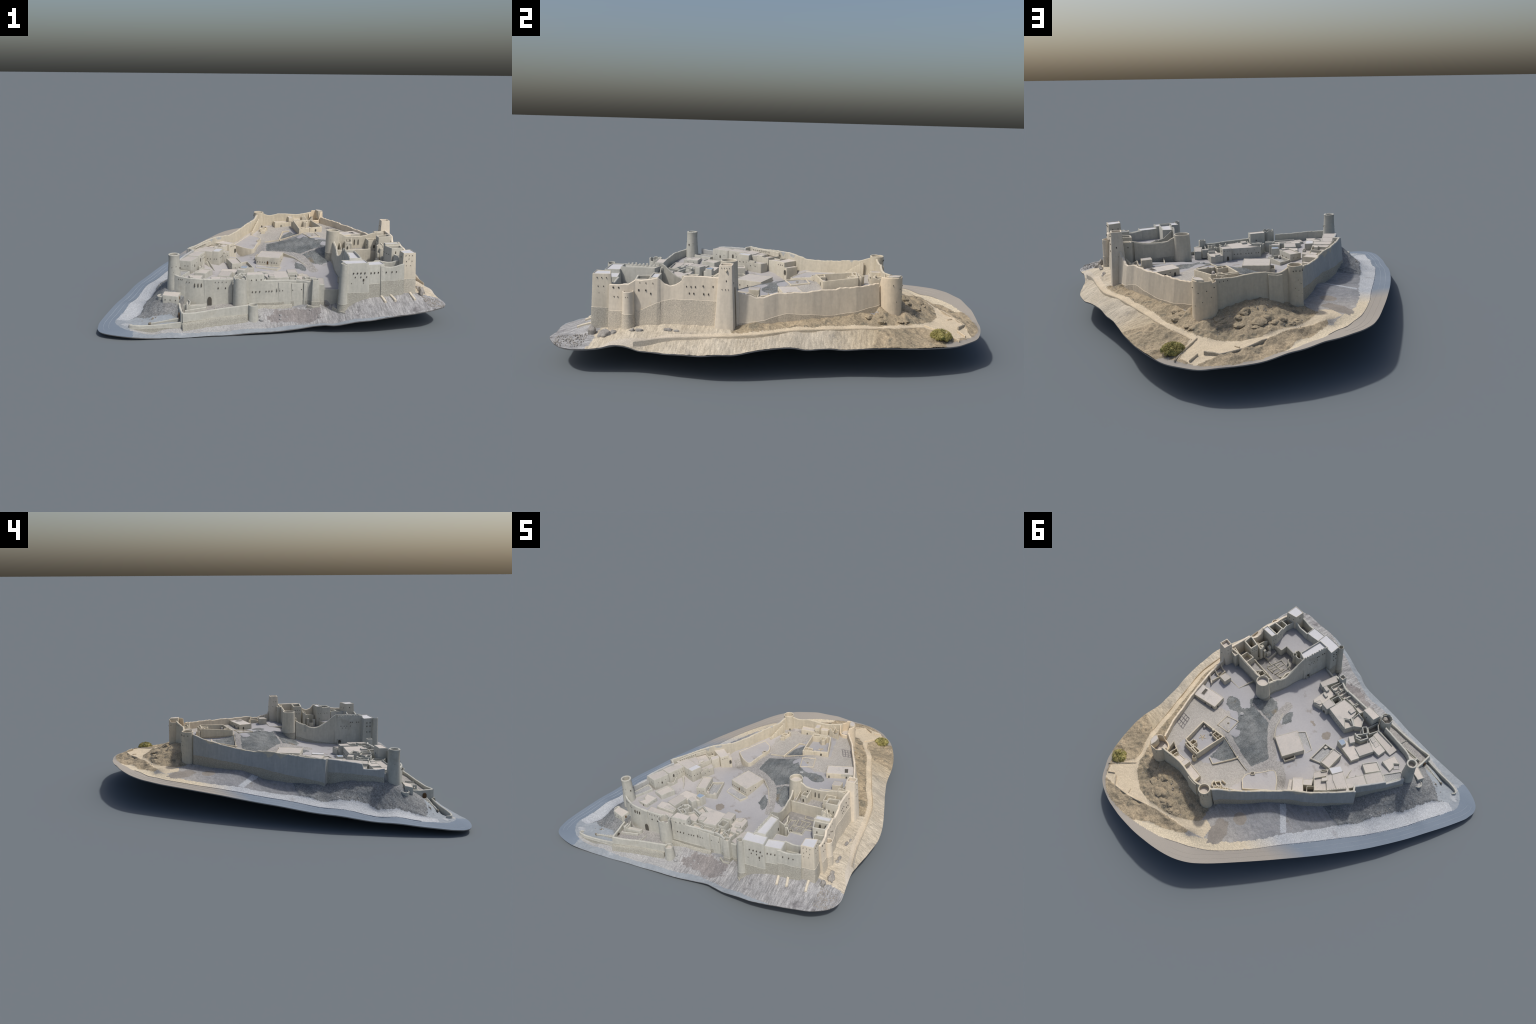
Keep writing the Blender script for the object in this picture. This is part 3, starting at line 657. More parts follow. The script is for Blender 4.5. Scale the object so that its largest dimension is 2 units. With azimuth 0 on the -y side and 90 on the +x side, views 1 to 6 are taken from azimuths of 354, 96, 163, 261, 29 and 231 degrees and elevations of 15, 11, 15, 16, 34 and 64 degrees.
# ------------------------------------------------------------------ towers
tA = round_tower('round_tower', -.579, -.635, [(.150, .046), (.20, .043), (.26, .038), (.32, .0335), (.37, .0315), (.383, .0335)], rim=.011, depth=.035)
opening(tA, -.579 + .0345, -.635 - .014, .297, 1, -.35, .009, .014)
for az, z in ((-70, .315), (-110, .31), (-95, .28), (20, .31), (170, .30), (230, .275)):
    a = math.radians(az); r = .0355; opening(tA, -.579 + r * math.cos(a), -.635 + r * math.sin(a), z, math.cos(a), math.sin(a), .004, .004)
tB = round_tower('round_tower', .439, -.224, [(.205, .050), (.28, .0475), (.40, .042), (.419, .0418)], rim=.006, depth=.022, stone=.275)
for k in range(9):
    a = k * .7; opening(tB, .439 + .0425 * math.cos(a), -.224 + .0425 * math.sin(a), .36 - .03 * (k % 3), math.cos(a), math.sin(a), .004, .004)
# great north tower: partly collapsed drum with a roofed lookout
def broken(v):
    d = math.degrees(v) % 360
    s = 0.
    if 195 < d < 300: s = -.055 * min(1, (d - 195) / 12, (300 - d) / 12)
    if 120 < d <= 195: s = -.012
    return s
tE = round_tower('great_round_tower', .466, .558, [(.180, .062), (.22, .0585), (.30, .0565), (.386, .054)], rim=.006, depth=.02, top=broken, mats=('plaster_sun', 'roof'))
block('lookout_roof', [(.515, .540), (.519, .562), (.505, .596), (.475, .608), (.476, .575), (.485, .548)], .393, .33, t=.004, depth=.001, parent=tE, rag=.0006)
for az, z in ((10, .35), (50, .33), (90, .34), (70, .29), (110, .31), (30, .27), (130, .35)):
    a = math.radians(az); opening(tE, .466 + .0565 * math.cos(a), .558 + .0565 * math.sin(a), z, math.cos(a), math.sin(a), .005, .006)
tF = round_tower('round_tower', .027, .510, [(.175, .042), (.25, .039), (.34, .0365), (.397, .036)], rim=.006, depth=.03, merlons=0, rag=.002)
for az, z in ((60, .37), (80, .372), (110, .37), (140, .37), (180, .37), (95, .33), (120, .31), (75, .29), (100, .28), (85, .25), (130, .26)):
    a = math.radians(az); opening(tF, .027 + .038 * math.cos(a), .510 + .038 * math.sin(a), z, math.cos(a), math.sin(a), .006 if z > .36 else .004, .008 if z > .36 else .004)
def ragged(v):
    d = math.degrees(v) % 360
    return -.016 if 320 < d < 350 else (-.006 * (math.sin(v * 7) > .4))
tG = round_tower('round_tower', -.205, -.771, [(.095, .0425), (.14, .0405), (.20, .0385), (.279, .0375)], rim=.005, depth=.035, top=ragged, rag=.004)
rock('rubble_heap', -.19, -.775, .245, .020, .016, .012, 'greyrock', 5, tG)
tH = round_tower('round_tower', -.137, -.846, [(.020, .033), (.06, .031), (.10, .028), (.136, .0265)], rim=.004, depth=.018)
tI = taper_tower('square_tower', .234, -.752, .019, .018, .085, .250, .007, depth=.022, rim=.005, stone=.12)
tJ = round_tower('round_turret', .379, -.838, [(.055, .036), (.10, .030), (.20, .024), (.30, .0205), (.366, .019)], rim=.004, depth=.025, top=lambda v: -.006 * (math.cos(v) > .2), stone=.13)
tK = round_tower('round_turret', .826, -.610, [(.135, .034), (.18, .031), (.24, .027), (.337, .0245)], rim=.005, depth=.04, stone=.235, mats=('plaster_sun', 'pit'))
openings(tK, (.8505, -.615), (.8505, -.605), [0, 1], .312, .003, .005)
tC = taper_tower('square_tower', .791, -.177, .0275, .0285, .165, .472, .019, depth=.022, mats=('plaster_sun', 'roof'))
openings(tC, (.8185, -.205), (.8185, -.149), [.2, .4, .6, .8], .458, .0025, .006, out=.001)
opening(tC, .8225, -.172, .400, 1, 0, .006, .010); openings(tC, (.826, -.2), (.826, -.15), [.2, .5, .75], .364, .003, .006)
openings(tC, (.8185, -.1485), (.7635, -.1485), [.4], .385, .008, .013, out=.005); openings(tC, (.8185, -.1485), (.7635, -.1485), [.3, .55, .9], .335, .004, .010, out=.007)
openings(tC, (.7635, -.1485), (.7635, -.205), [.4, .75], .43, .006, .006, out=.003); openings(tC, (.7635, -.1485), (.7635, -.205), [.35, .9], .395, .004, .006, out=.005)
rock('beam_stub', .8215, -.172, .449, .006, .005, .006, 'plaster', 3, tC, 2)

# ------------------------------------------------------------------ keep
keep = bpy.data.objects.new('keep', None); link(keep, root)
W_ = M['white_roof']
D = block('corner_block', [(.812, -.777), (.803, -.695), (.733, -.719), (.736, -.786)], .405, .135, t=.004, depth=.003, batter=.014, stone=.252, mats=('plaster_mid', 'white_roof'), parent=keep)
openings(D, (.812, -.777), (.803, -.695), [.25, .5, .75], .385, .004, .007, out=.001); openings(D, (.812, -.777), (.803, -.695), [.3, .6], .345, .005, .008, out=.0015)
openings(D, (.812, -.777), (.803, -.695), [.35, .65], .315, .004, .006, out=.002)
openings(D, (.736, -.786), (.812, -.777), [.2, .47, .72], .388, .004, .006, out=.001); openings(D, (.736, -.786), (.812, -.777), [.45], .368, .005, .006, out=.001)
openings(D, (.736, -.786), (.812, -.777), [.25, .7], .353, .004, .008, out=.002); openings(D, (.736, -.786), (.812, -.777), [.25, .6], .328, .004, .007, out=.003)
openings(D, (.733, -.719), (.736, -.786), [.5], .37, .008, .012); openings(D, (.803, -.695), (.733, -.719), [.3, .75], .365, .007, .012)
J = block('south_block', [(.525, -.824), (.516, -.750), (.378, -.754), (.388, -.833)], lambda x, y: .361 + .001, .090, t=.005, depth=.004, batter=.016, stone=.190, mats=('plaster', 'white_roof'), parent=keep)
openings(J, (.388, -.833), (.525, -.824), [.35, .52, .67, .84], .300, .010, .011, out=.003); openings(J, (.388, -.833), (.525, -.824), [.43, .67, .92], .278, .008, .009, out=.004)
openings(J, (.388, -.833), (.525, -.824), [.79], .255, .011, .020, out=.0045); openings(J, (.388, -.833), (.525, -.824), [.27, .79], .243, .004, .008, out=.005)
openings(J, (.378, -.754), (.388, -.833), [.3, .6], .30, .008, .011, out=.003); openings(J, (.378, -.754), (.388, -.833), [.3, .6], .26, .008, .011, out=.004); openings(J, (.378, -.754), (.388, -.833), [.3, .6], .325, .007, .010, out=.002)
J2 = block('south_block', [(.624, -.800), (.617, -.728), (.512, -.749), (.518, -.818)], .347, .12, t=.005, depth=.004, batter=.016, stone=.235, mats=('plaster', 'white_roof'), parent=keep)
openings(J2, (.518, -.818), (.624, -.800), [.22, .42, .64, .86], .295, .009, .012, out=.003)
pit = wall('keep_wall', [(.600, -.803, .338), (.618, -.799, .338), (.628, -.797, .331), (.665, -.794, .327), (.69, -.792, .330), (.715, -.790, .338), (.742, -.786, .345)], t=.012, batter=.017, stone=.25, zb=.135, rag=.0015, parent=keep)
openings(pit, (.622, -.805), (.74, -.792), [.1, .4, .62], .295, .008, .011, out=.004)
wall('keep_wall', [(.742, -.720, .350), (.715, -.724, .346), (.69, -.722, .338), (.66, -.725, .338), (.61, -.726, .346)], t=.010, zb=.22, parent=keep)
slab('pit_floor', rect(.62, -.79, .74, -.725), .262, .2, 'floor', keep)
hall = block('great_hall', [(.500, -.752), (.500, -.580), (.437, -.564), (.427, -.758)], .373, .155, t=.006, depth=.013, batter=.004, mats=('plaster', 'white_roof'), parent=keep)
for k in range(9):
    y = -.735 + k * .019
    x = .4275 + (y + .758) / .194 * .010
    block('merlon', rect(x + .001, y, x + .007, y + .010), .379 + .002 * ((k * 7) % 3), .368, t=.002, depth=.0005, r=.0012, parent=hall, rag=.0004)
openings(hall, (.437, -.564), (.427, -.758), [.2, .32, .42, .55], .298, .006, .008, out=.003); openings(hall, (.437, -.564), (.427, -.758), [.25, .38], .283, .005, .012, out=.003)
openings(hall, (.437, -.564), (.427, -.758), [.55, .62, .78, .86], .325, .006, .008, out=.003)
opening(hall, .4125, -.590, .170, -1, 0, .020, .036, 'doorway'); opening(hall, .500, -.60, .29, 1, 0, .012, .022, 'doorway'); opening(hall, .500, -.70, .29, 1, 0, .012, .022, 'doorway')
block('gate_porch', rect(.402, -.606, .425, -.601), .21, None, t=.003, depth=.001, parent=hall, r=.0015); block('gate_porch', rect(.402, -.579, .425, -.574), .21, None, t=.003, depth=.001, parent=hall, r=.0015)
wall('keep_wall', [(.441, -.556, .366), (.431, -.762, .366)], t=.010, batter=.024, stone=[.19, .182, .178], rag=.001, parent=keep)
kw = wall('keep_wall', [(.439, -.272, .357), (.443, -.300, .338), (.444, -.33, .324), (.441, -.345, .320), (.439, -.373, .306), (.438, -.40, .299), (.438, -.42, .299), (.440, -.452, .310), (.443, -.48, .324), (.443, -.498, .334), (.438, -.53, .362), (.436, -.55, .378), (.436, -.570, .387)][::-1],
          t=.010, rag=.003, parent=keep)
kw2 = wall('keep_wall', [(.436, -.272, .352), (.440, -.30, .334), (.441, -.33, .320), (.436, -.373, .302), (.435, -.41, .296), (.437, -.452, .306), (.440, -.485, .324), (.437, -.53, .358), (.434, -.567, .380)], t=.010, batter=.010, stone=[.245, .22, .20, .19, .18], rag=.002, parent=keep)
# inner turret and cross wall
tt = round_tower('stair_turret', .538, -.567, [(.225, .017), (.316, .014)], rim=.004, depth=.05, parent=keep, seg=28)
wall('keep_wall', [(.452, -.562, .366), (.495, -.560, .330), (.53, -.566, .316)], t=.006, zb=.225, parent=keep)
wall('keep_wall', [(.545, -.575, .316), (.56, -.585, .305), (.57, -.60, .300)], t=.006, zb=.225, parent=keep)
# north wall (right-hand side = outside/north)
kn = wall('keep_wall', [(.79, -.205, .415), (.745, -.222, .402), (.703, -.228, .398), (.65, -.234, .384), (.60, -.238, .379), (.55, -.240, .379), (.515, -.240, .383), (.49, -.237, .398), (.47, -.237, .405)][::-1], t=.011, rag=.002, parent=keep)
kn2 = wall('keep_wall', [(.47, -.234, .398), (.50, -.237, .386), (.55, -.236, .375), (.60, -.234, .375), (.65, -.230, .380), (.70, -.224, .394)][::-1], t=.010, batter=.008, stone=.296, rag=.001, parent=keep)
openings(kn, (.52, -.246), (.66, -.243), [.05, .2, .42, .6], .325, .008, .035, kind='arched_window', out=.0)
L1 = block('stair_box', [(.775, -.238), (.717, -.231), (.712, -.192), (.766, -.195)], .402, .28, t=.006, depth=.014, parent=keep)
openings(L1, (.766, -.195), (.712, -.192), [.6], .37, .006, .010)
# terraces inside
slab('upper_terrace', [(.445, -.25), (.78, -.22), (.78, -.318), (.455, -.322)], .300, .22, 'cobble', keep)
wall('terrace_parapet', [(.452, -.323, .312), (.57, -.322, .313), (.668, -.321, .316)], t=.006, zb=.22, parent=keep)
slab('south_terrace', [(.693, -.509), (.636, -.522), (.640, -.573), (.565, -.577), (.566, -.620), (.50, -.62), (.50, -.75), (.74, -.725), (.79, -.70), (.79, -.51)], .286, .22, 'sand', keep)
wall('terrace_parapet', [(.690, -.512, .292), (.638, -.524, .292), (.641, -.572, .292), (.566, -.577, .291), (.567, -.60, .290)], t=.005, zb=.22, parent=keep)
opening(keep, .600, -.5735, .226, 0, 1, .016, .035, 'doorway')
slab('middle_terrace', [(.694, -.417), (.649, -.42), (.667, -.506), (.785, -.50), (.785, -.36), (.70, -.37)], .252, .22, 'floor', keep)
# ruin foundations in the low court
for i, (a, b) in enumerate([((.50, -.50), (.60, -.50)), ((.60, -.50), (.615, -.39)), ((.55, -.39), (.61, -.385)), ((.52, -.40), (.52, -.49)), ((.565, -.40), (.565, -.49)), ((.535, -.395), (.535, -.47)), ((.52, -.45), (.60, -.44)),
                            ((.49, -.41), (.52, -.40)), ((.49, -.41), (.485, -.49)), ((.585, -.39), (.585, -.47)), ((.56, -.36), (.62, -.355)), ((.56, -.36), (.555, -.335)), ((.60, -.42), (.64, -.42))]):
    wall('ruined_footing', [(a[0], a[1], .233 + .003 * (i % 3)), ((a[0] + b[0]) / 2, (a[1] + b[1]) / 2, .2315), (b[0], b[1], .234)], t=.007, zb=.224, rag=.002, parent=keep, mats='stone')
wall('broken_vault', spline([(.47, -.40, .25), (.475, -.43, .256), (.485, -.455, .250), (.48, -.49, .246)], 4), t=.010, zb=.22, parent=keep, rag=.003)
wall('ruined_footing', spline([(.52, -.50, .24), (.53, -.515, .252), (.55, -.52, .262), (.56, -.53, .27)], 4), t=.008, zb=.22, parent=keep, rag=.003)
# rooms along north and east side
M1 = block('shaft_tower', [(.786, -.378), (.702, -.374), (.700, -.315), (.776, -.311)], lambda x, y: .401 + .10 * (x - .70), .22, t=.009, depth=.085, mats=('plaster', 'pit'), parent=keep)
openings(M1, (.700, -.315), (.702, -.374), [.2, .5, .8], .37, .006, .009); openings(M1, (.700, -.315), (.702, -.374), [.15, .4, .7], .345, .005, .008)
openings(M1, (.702, -.374), (.786, -.378), [.3, .65], .345, .008, .016, 'arched_window')
M2 = block('open_room', [(.721, -.297), (.655, -.306), (.651, -.240), (.719, -.236)], .365, .29, t=.006, depth=.05, parent=keep)
openings(M2, (.651, -.240), (.655, -.306), [.5], .325, .007, .010); openings(M2, (.655, -.306), (.721, -.297), [.6], .315, .010, .02, 'doorway')
wall('room_wall', [(.668, -.25, .345), (.655, -.312, .335)], t=.005, zb=.29, parent=keep)
wall('room_wall', [(.553, -.255, .375), (.546, -.30, .345)], t=.006, zb=.29, parent=keep); M4 = block('open_room', [(.548, -.258), (.545, -.298), (.506, -.298), (.510, -.252)], .355, .29, t=.005, depth=.045, mats=('plaster', 'floor'), parent=keep)
openings(M4, (.506, -.298), (.545, -.298), [.4], .306, .010, .022, 'doorway'); openings(M4, (.506, -.298), (.545, -.298), [.2, .8], .34, .004, .005)
wall('room_wall', [(.48, -.25, .345), (.478, -.315, .318)], t=.006, zb=.29, parent=keep)
N1 = block('hall_tower', [(.797, -.587), (.796, -.521), (.700, -.530), (.722, -.600)], .387, .22, t=.009, depth=.065, mats=('plaster', 'pit'), parent=keep)
N1b = block('hall_tower', [(.796, -.522), (.794, -.481), (.702, -.490), (.700, -.531)], .398, .22, t=.006, depth=.005, mats=('plaster', 'white_roof'), parent=keep)
openings(N1b, (.702, -.490), (.700, -.531), [.3, .75], .34, .005, .008); openings(N1b, (.702, -.490), (.700, -.531), [.5], .30, .006, .010); openings(N1, (.700, -.530), (.722, -.600), [.3, .6], .34, .005, .008)
openings(N1, (.722, -.600), (.797, -.587), [.35], .352, .008, .016, 'arched_window'); openings(N1, (.79, -.53), (.72, -.536), [.2, .7], .35, .014, .022, 'arched_window', out=-.002)
N2 = block('open_room', [(.806, -.592), (.806, -.650), (.748, -.657), (.732, -.606)], .352, .22, t=.007, depth=.07, mats=('plaster', 'pit'), parent=keep)
N3 = block('open_room', [(.806, -.648), (.802, -.70), (.742, -.712), (.748, -.655)], .345, .22, t=.006, depth=.05, mats=('plaster', 'floor'), parent=keep)
# ruined piers between the shaft tower and the hall tower
for i, (x, y, h, sx, sy) in enumerate([(.705, -.392, .362, .018, .010), (.712, -.415, .345, .012, .012), (.735, -.40, .352, .020, .008), (.69, -.42, .315, .008, .010), (.705, -.47, .305, .010, .010), (.68, -.445, .285, .010, .016)]):
    block('ruined_pier', rect(x - sx, y - sy, x + sx, y + sy), lambda a, b, h=h, x=x: h - .5 * abs(a - x), .24, t=.006, depth=.001, mats=('plaster', 'plaster'), rag=.005, parent=keep)
wall('room_wall', [(.715, -.38, .37), (.745, -.425, .33), (.735, -.475, .33)], t=.008, zb=.24, rag=.005, parent=keep)
# east wall (path southward->northward, right-hand = east)
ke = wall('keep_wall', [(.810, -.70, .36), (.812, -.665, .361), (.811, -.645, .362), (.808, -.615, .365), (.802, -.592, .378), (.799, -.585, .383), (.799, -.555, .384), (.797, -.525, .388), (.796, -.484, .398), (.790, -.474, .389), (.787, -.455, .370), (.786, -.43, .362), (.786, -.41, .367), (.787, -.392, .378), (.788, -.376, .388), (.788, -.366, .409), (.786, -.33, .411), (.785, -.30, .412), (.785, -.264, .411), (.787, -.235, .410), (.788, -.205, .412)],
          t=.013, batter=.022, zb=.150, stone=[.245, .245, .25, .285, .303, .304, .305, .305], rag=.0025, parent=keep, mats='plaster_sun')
openings(ke, (.806, -.58), (.805, -.49), [.2, .5, .85], .368, .003, .010); openings(ke, (.807, -.58), (.806, -.49), [.15], .334, .009, .013, out=.003); openings(ke, (.807, -.58), (.806, -.49), [.5], .336, .008, .010, out=.003); openings(ke, (.807, -.58), (.806, -.49), [.75], .322, .007, .011, out=.004)
openings(ke, (.793, -.37), (.793, -.205), [.1, .22, .34], .360, .006, .010, out=.004); openings(ke, (.793, -.37), (.793, -.205), [.55, .82], .365, .007, .011, out=.004)
openings(ke, (.793, -.37), (.793, -.205), [.18, .3, .57, .7], .330, .007, .011, out=.0065)
openings(ke, (.818, -.69), (.818, -.64), [.2, .7], .345, .009, .009, out=.002); openings(ke, (.818, -.69), (.818, -.64), [.3, .65], .305, .004, .007, out=.007)

# ------------------------------------------------------------------ town: houses inside the walls
def house(name, poly, zt, zb=None, **k): return block(name, poly, zt, zb, **k)
S = house('hall_house', [(.135, -.101), (.087, -.250), (-.058, -.198), (-.010, -.052)], .243, t=.004, depth=.0012)
openings(S, (-.058, -.198), (.087, -.250), [.07, .17, .28, .38, .68, .79, .9], .205, .006, .009); openings(S, (-.058, -.198), (.087, -.250), [.5], .196, .010, .022, 'door')
openings(S, (.087, -.250), (.135, -.101), [.2, .5], .21, .008, .010); block('stair_head', [(-.01, -.06), (-.035, -.135), (-.060, -.126), (-.04, -.05)], .222, None, t=.004, depth=.02, mats=('plaster', 'pit'), parent=S)
yrd = block('forecourt_terrace', [(.100, -.262), (.068, -.310), (-.065, -.262), (-.062, -.205), (.086, -.252)], .189, None, t=.005, depth=.006, mats=('plaster', 'gravel'))
R2 = house('courtyard_house', [(-.160, -.361), (-.226, -.375), (-.256, -.244), (-.186, -.230)], .247, t=.006, depth=.006)
openings(R2, (-.186, -.230), (-.160, -.361), [], .2); openings(R2, (-.160, -.361), (-.186, -.230), [.3, .62], .203, .006, .020, 'door'); openings(R2, (-.226, -.375), (-.160, -.361), [.3, .7], .215, .006, .007); openings(R2, (-.256, -.244), (-.226, -.375), [.3, .7], .215, .006, .007); openings(R2, (-.186, -.230), (-.256, -.244), [.3, .7], .22, .006, .007)
R1 = block('walled_yard', [(-.085, -.352), (-.160, -.372), (-.186, -.236), (-.115, -.200)], .213, None, t=.007, depth=.018, mats=('plaster', 'gravel'), floor_z=.196)
block('bench', rect(-.118, -.350, -.100, -.325), .207, .19, t=.004, depth=.001, parent=R1); rock('clay_oven', -.155, -.345, .207, .010, .010, .010, 'roof', 9, R1, 2)
T = house('gate_house', [(-.412, -.562), (-.429, -.655), (-.495, -.642), (-.470, -.612), (-.490, -.595), (-.497, -.555)], .231, t=.004, depth=.0015)
openings(T, (-.429, -.655), (-.412, -.562), [.3, .7], .215, .005, .006); openings(T, (-.497, -.642), (-.429, -.655), [.6], .208, .007, .016, 'doorway')
block('walled_yard', [(-.47, -.61), (-.495, -.642), (-.520, -.62), (-.50, -.585)], .224, None, t=.004, depth=.02, mats=('plaster', 'pit'))
U0 = house('parapet_house', [(-.349, -.445), (-.396, -.535), (-.464, -.510), (-.417, -.417)], .234, t=.006, depth=.005)
U1 = house('west_house', [(-.436, -.378), (-.482, -.482), (-.553, -.455), (-.502, -.350)], .296, t=.004, depth=.0012)
openings(U1, (-.482, -.482), (-.436, -.378), [.25, .75], .262, .005, .006); openings(U1, (-.482, -.482), (-.436, -.378), [.5], .246, .009, .016, 'doorway'); openings(U1, (-.553, -.455), (-.482, -.482), [.5, .75], .262, .005, .008)
U2 = house('west_house', [(-.389, -.262), (-.436, -.376), (-.505, -.349), (-.463, -.255), (-.452, -.231)], .299, t=.004, depth=.0012)
openings(U2, (-.436, -.376), (-.389, -.262), [.28], .256, .011, .022, 'doorway'); openings(U2, (-.436, -.376), (-.389, -.262), [.5, .65, .8, .92], .262, .005, .008); openings(U2, (-.436, -.376), (-.389, -.262), [.45, .6, .75, .9], .282, .004, .005)
U3 = house('west_house', [(-.320, -.215), (-.342, -.285), (-.391, -.263), (-.474, -.232), (-.436, -.168), (-.355, -.192)], .302, t=.004, depth=.0012)
openings(U3, (-.391, -.263), (-.342, -.285), [.3, .7], .25, .006, .009)
U5 = house('west_house', [(-.272, -.224), (-.303, -.295), (-.347, -.284), (-.320, -.213)], .305, t=.003, depth=.001, mats=('plaster', 'white_roof'))
openings(U5, (-.303, -.295), (-.272, -.224), [.2, .5, .8], .258, .006, .010); openings(U5, (-.347, -.284), (-.303, -.295), [.3, .65], .252, .006, .008)
U6 = house('open_roof_house', [(-.268, -.108), (-.303, -.184), (-.405, -.122), (-.352, -.045)], .297, t=.005, depth=.014)
block('stair_head', [(-.300, -.148), (-.318, -.184), (-.338, -.165), (-.318, -.130)], .302, .26, t=.003, depth=.001, parent=U6)
U7 = house('west_house', [(-.228, -.145), (-.268, -.238), (-.313, -.226), (-.262, -.112)], .268, t=.004, depth=.0015)
openings(U7, (-.268, -.238), (-.228, -.145), [.3, .6], .245, .006, .008)
block('roof_parapet', [(-.245, -.185), (-.262, -.222), (-.275, -.214), (-.258, -.178)], .278, .25, t=.004, depth=.012, parent=U7)
block('connecting_house', [(-.30, -.180), (-.34, -.272), (-.42, -.17), (-.385, -.12)], .298, None, t=.003, depth=.001)
U8 = house('guard_house', [(-.188, -.005), (-.226, -.054), (-.318, .010), (-.272, .066)], .290, t=.003, depth=.001)
openings(U8, (-.226, -.054), (-.188, -.005), [.25, .5, .75], .268, .006, .009)
house('guard_house', [(-.175, .010), (-.192, -.008), (-.245, .045), (-.228, .07)], .262, t=.003, depth=.001, mats=('plaster', 'roof')); opening(root, -.1815, -.0, .222, .8, -.6, .014, .026, 'doorway')
U9 = house('guard_house', [(-.236, -.052), (-.269, -.104), (-.300, -.070), (-.262, -.024)], .286, t=.003, depth=.001)
block('light_well', [(-.285, -.040), (-.315, -.083), (-.352, -.050), (-.322, -.010)], .289, None, t=.003, depth=.05, mats=('plaster', 'pit'))
U10 = house('walled_yard', [(-.488, -.500), (-.543, -.612), (-.588, -.592), (-.548, -.468)], .240, t=.006, depth=.006, mats=('plaster', 'gravel'))
# parapet screen wall with loopholes on the west range
pr = wall('parapet_wall', [(-.452, -.222, .316), (-.415, -.155, .320), (-.385, -.105, .320), (-.345, -.052, .318)], t=.005, zb=.29, rag=.001)
openings(pr, (-.385, -.107), (-.452, -.224), list(np.linspace(.08, .95, 9)), .308, .004, .004, out=-.0024)
# stairs against the west range
for k in range(6):
    slab('stair_step', [(-.350 - .004 * k, -.330 + .006 * k), (-.358 - .004 * k, -.338 + .006 * k), (-.372 - .004 * k, -.325 + .006 * k), (-.364 - .004 * k, -.317 + .006 * k)], .206 + .007 * k, .19, 'roof')
wall('stair_parapet', [(-.335, -.372, .205), (-.352, -.332, .228), (-.372, -.300, .255)], t=.004)
wall('stair_parapet', [(-.435, -.405, .246), (-.420, -.395, .240), (-.412, -.378, .225), (-.40, -.345, .262)], t=.005)
# south quarter: blue-roofed house and neighbours
Q1 = house('town_house', [(-.230, -.482), (-.256, -.586), (-.326, -.566), (-.298, -.466)], .229, t=.003, depth=.001)
openings(Q1, (-.256, -.586), (-.230, -.482), [.5], .19, .008, .018, 'doorway')
Q2 = house('town_house', [(-.130, -.418), (-.150, -.470), (-.222, -.491), (-.306, -.461), (-.290, -.404)], .222, t=.003, depth=.001)
openings(Q2, (-.150, -.470), (-.130, -.418), [.3, .6], .196, .006, .007); openings(Q2, (-.130, -.418), (-.29, -.404), [.1, .3, .5, .8], .205, .005, .006)
bl = house('blue_roof_room', [(-.127, -.419), (-.140, -.460), (-.177, -.452), (-.176, -.416)], .241, t=.002, depth=.0005, mats=('plaster', 'blue'))
Qt = house('roof_room', [(-.147, -.494), (-.164, -.523), (-.205, -.504), (-.194, -.468)], .246, t=.003, depth=.001)
Q3 = house('town_house', [(-.232, -.600), (-.232, -.640), (-.365, -.632), (-.366, -.573), (-.310, -.570)], .224, t=.003, depth=.001)
house('roof_room', [(-.237, -.605), (-.237, -.632), (-.275, -.628), (-.275, -.598)], .229, zb=.21, t=.003, depth=.001); house('roof_room', [(-.27, -.60), (-.27, -.63), (-.31, -.628), (-.31, -.592)], .2265, zb=.21, t=.003, depth=.001)
Q4 = house('long_house', [(-.223, -.645), (-.223, -.703), (-.402, -.702), (-.405, -.638)], .215, t=.003, depth=.001)
wall('inner_screen', [(-.225, -.690, .226), (-.36, -.693, .222)], t=.005)
Qr = block('open_room', [(-.160, -.560), (-.195, -.615), (-.23, -.60), (-.215, -.545), (-.18, -.53)], .228, None, t=.008, depth=.03, mats=('plaster', 'floor'))
Qr2 = block('open_room', [(-.140, -.617), (-.157, -.646), (-.203, -.620), (-.187, -.588)], .236, None, t=.006, depth=.04, mats=('plaster', 'floor'))
wall('room_wall', [(-.15, -.55, .232), (-.18, -.545, .236), (-.20, -.56, .230)], t=.010, rag=.004)
# east quarter: the big block behind the south-east curtain
P = house('great_house', [(.098, -.527), (.094, -.655), (.02, -.668), (-.035, -.655), (-.048, -.615), (-.048, -.585), (-.02, -.56), (-.083, -.516)], .236, t=.003, depth=.001)
openings(P, (.098, -.527), (-.083, -.516), [.1, .22, .33, .5, .6, .7, .85, .93], .195, .007, .009); openings(P, (.098, -.527), (-.083, -.516), [.3, .55, .8], .216, .004, .005)
Pp = block('roof_pit', [(-.022, -.560), (-.05, -.585), (-.106, -.577), (-.086, -.513)], .234, None, t=.005, depth=.018)
wall('roof_parapet', [(-.05, -.60, .240), (-.11, -.572, .246)], t=.012, zb=.20)
block('sunken_room', [(-.048, -.612), (-.043, -.668), (-.10, -.668), (-.14, -.613), (-.106, -.580)], .230, None, t=.005, depth=.016)
house('roof_room', [(.007, -.615), (.008, -.658), (-.025, -.658), (-.026, -.616)], .246, zb=.22, t=.003, depth=.001)
P2 = house('arched_house', [(.154, -.509), (.157, -.573), (.095, -.577), (.099, -.508)], .242, t=.003, depth=.001)
openings(P2, (.154, -.509), (.099, -.508), [.55], .168, .014, .026, 'doorway'); openings(P2, (.154, -.509), (.099, -.508), [.2, .5, .8], .225, .005, .005); openings(P2, (.157, -.573), (.154, -.509), [.4], .215, .014, .014)
P3 = house('low_house', [(.230, -.498), (.236, -.613), (.248, -.640), (.172, -.640), (.171, -.586), (.157, -.575), (.155, -.50), (.204, -.484)], .205, t=.003, depth=.001)
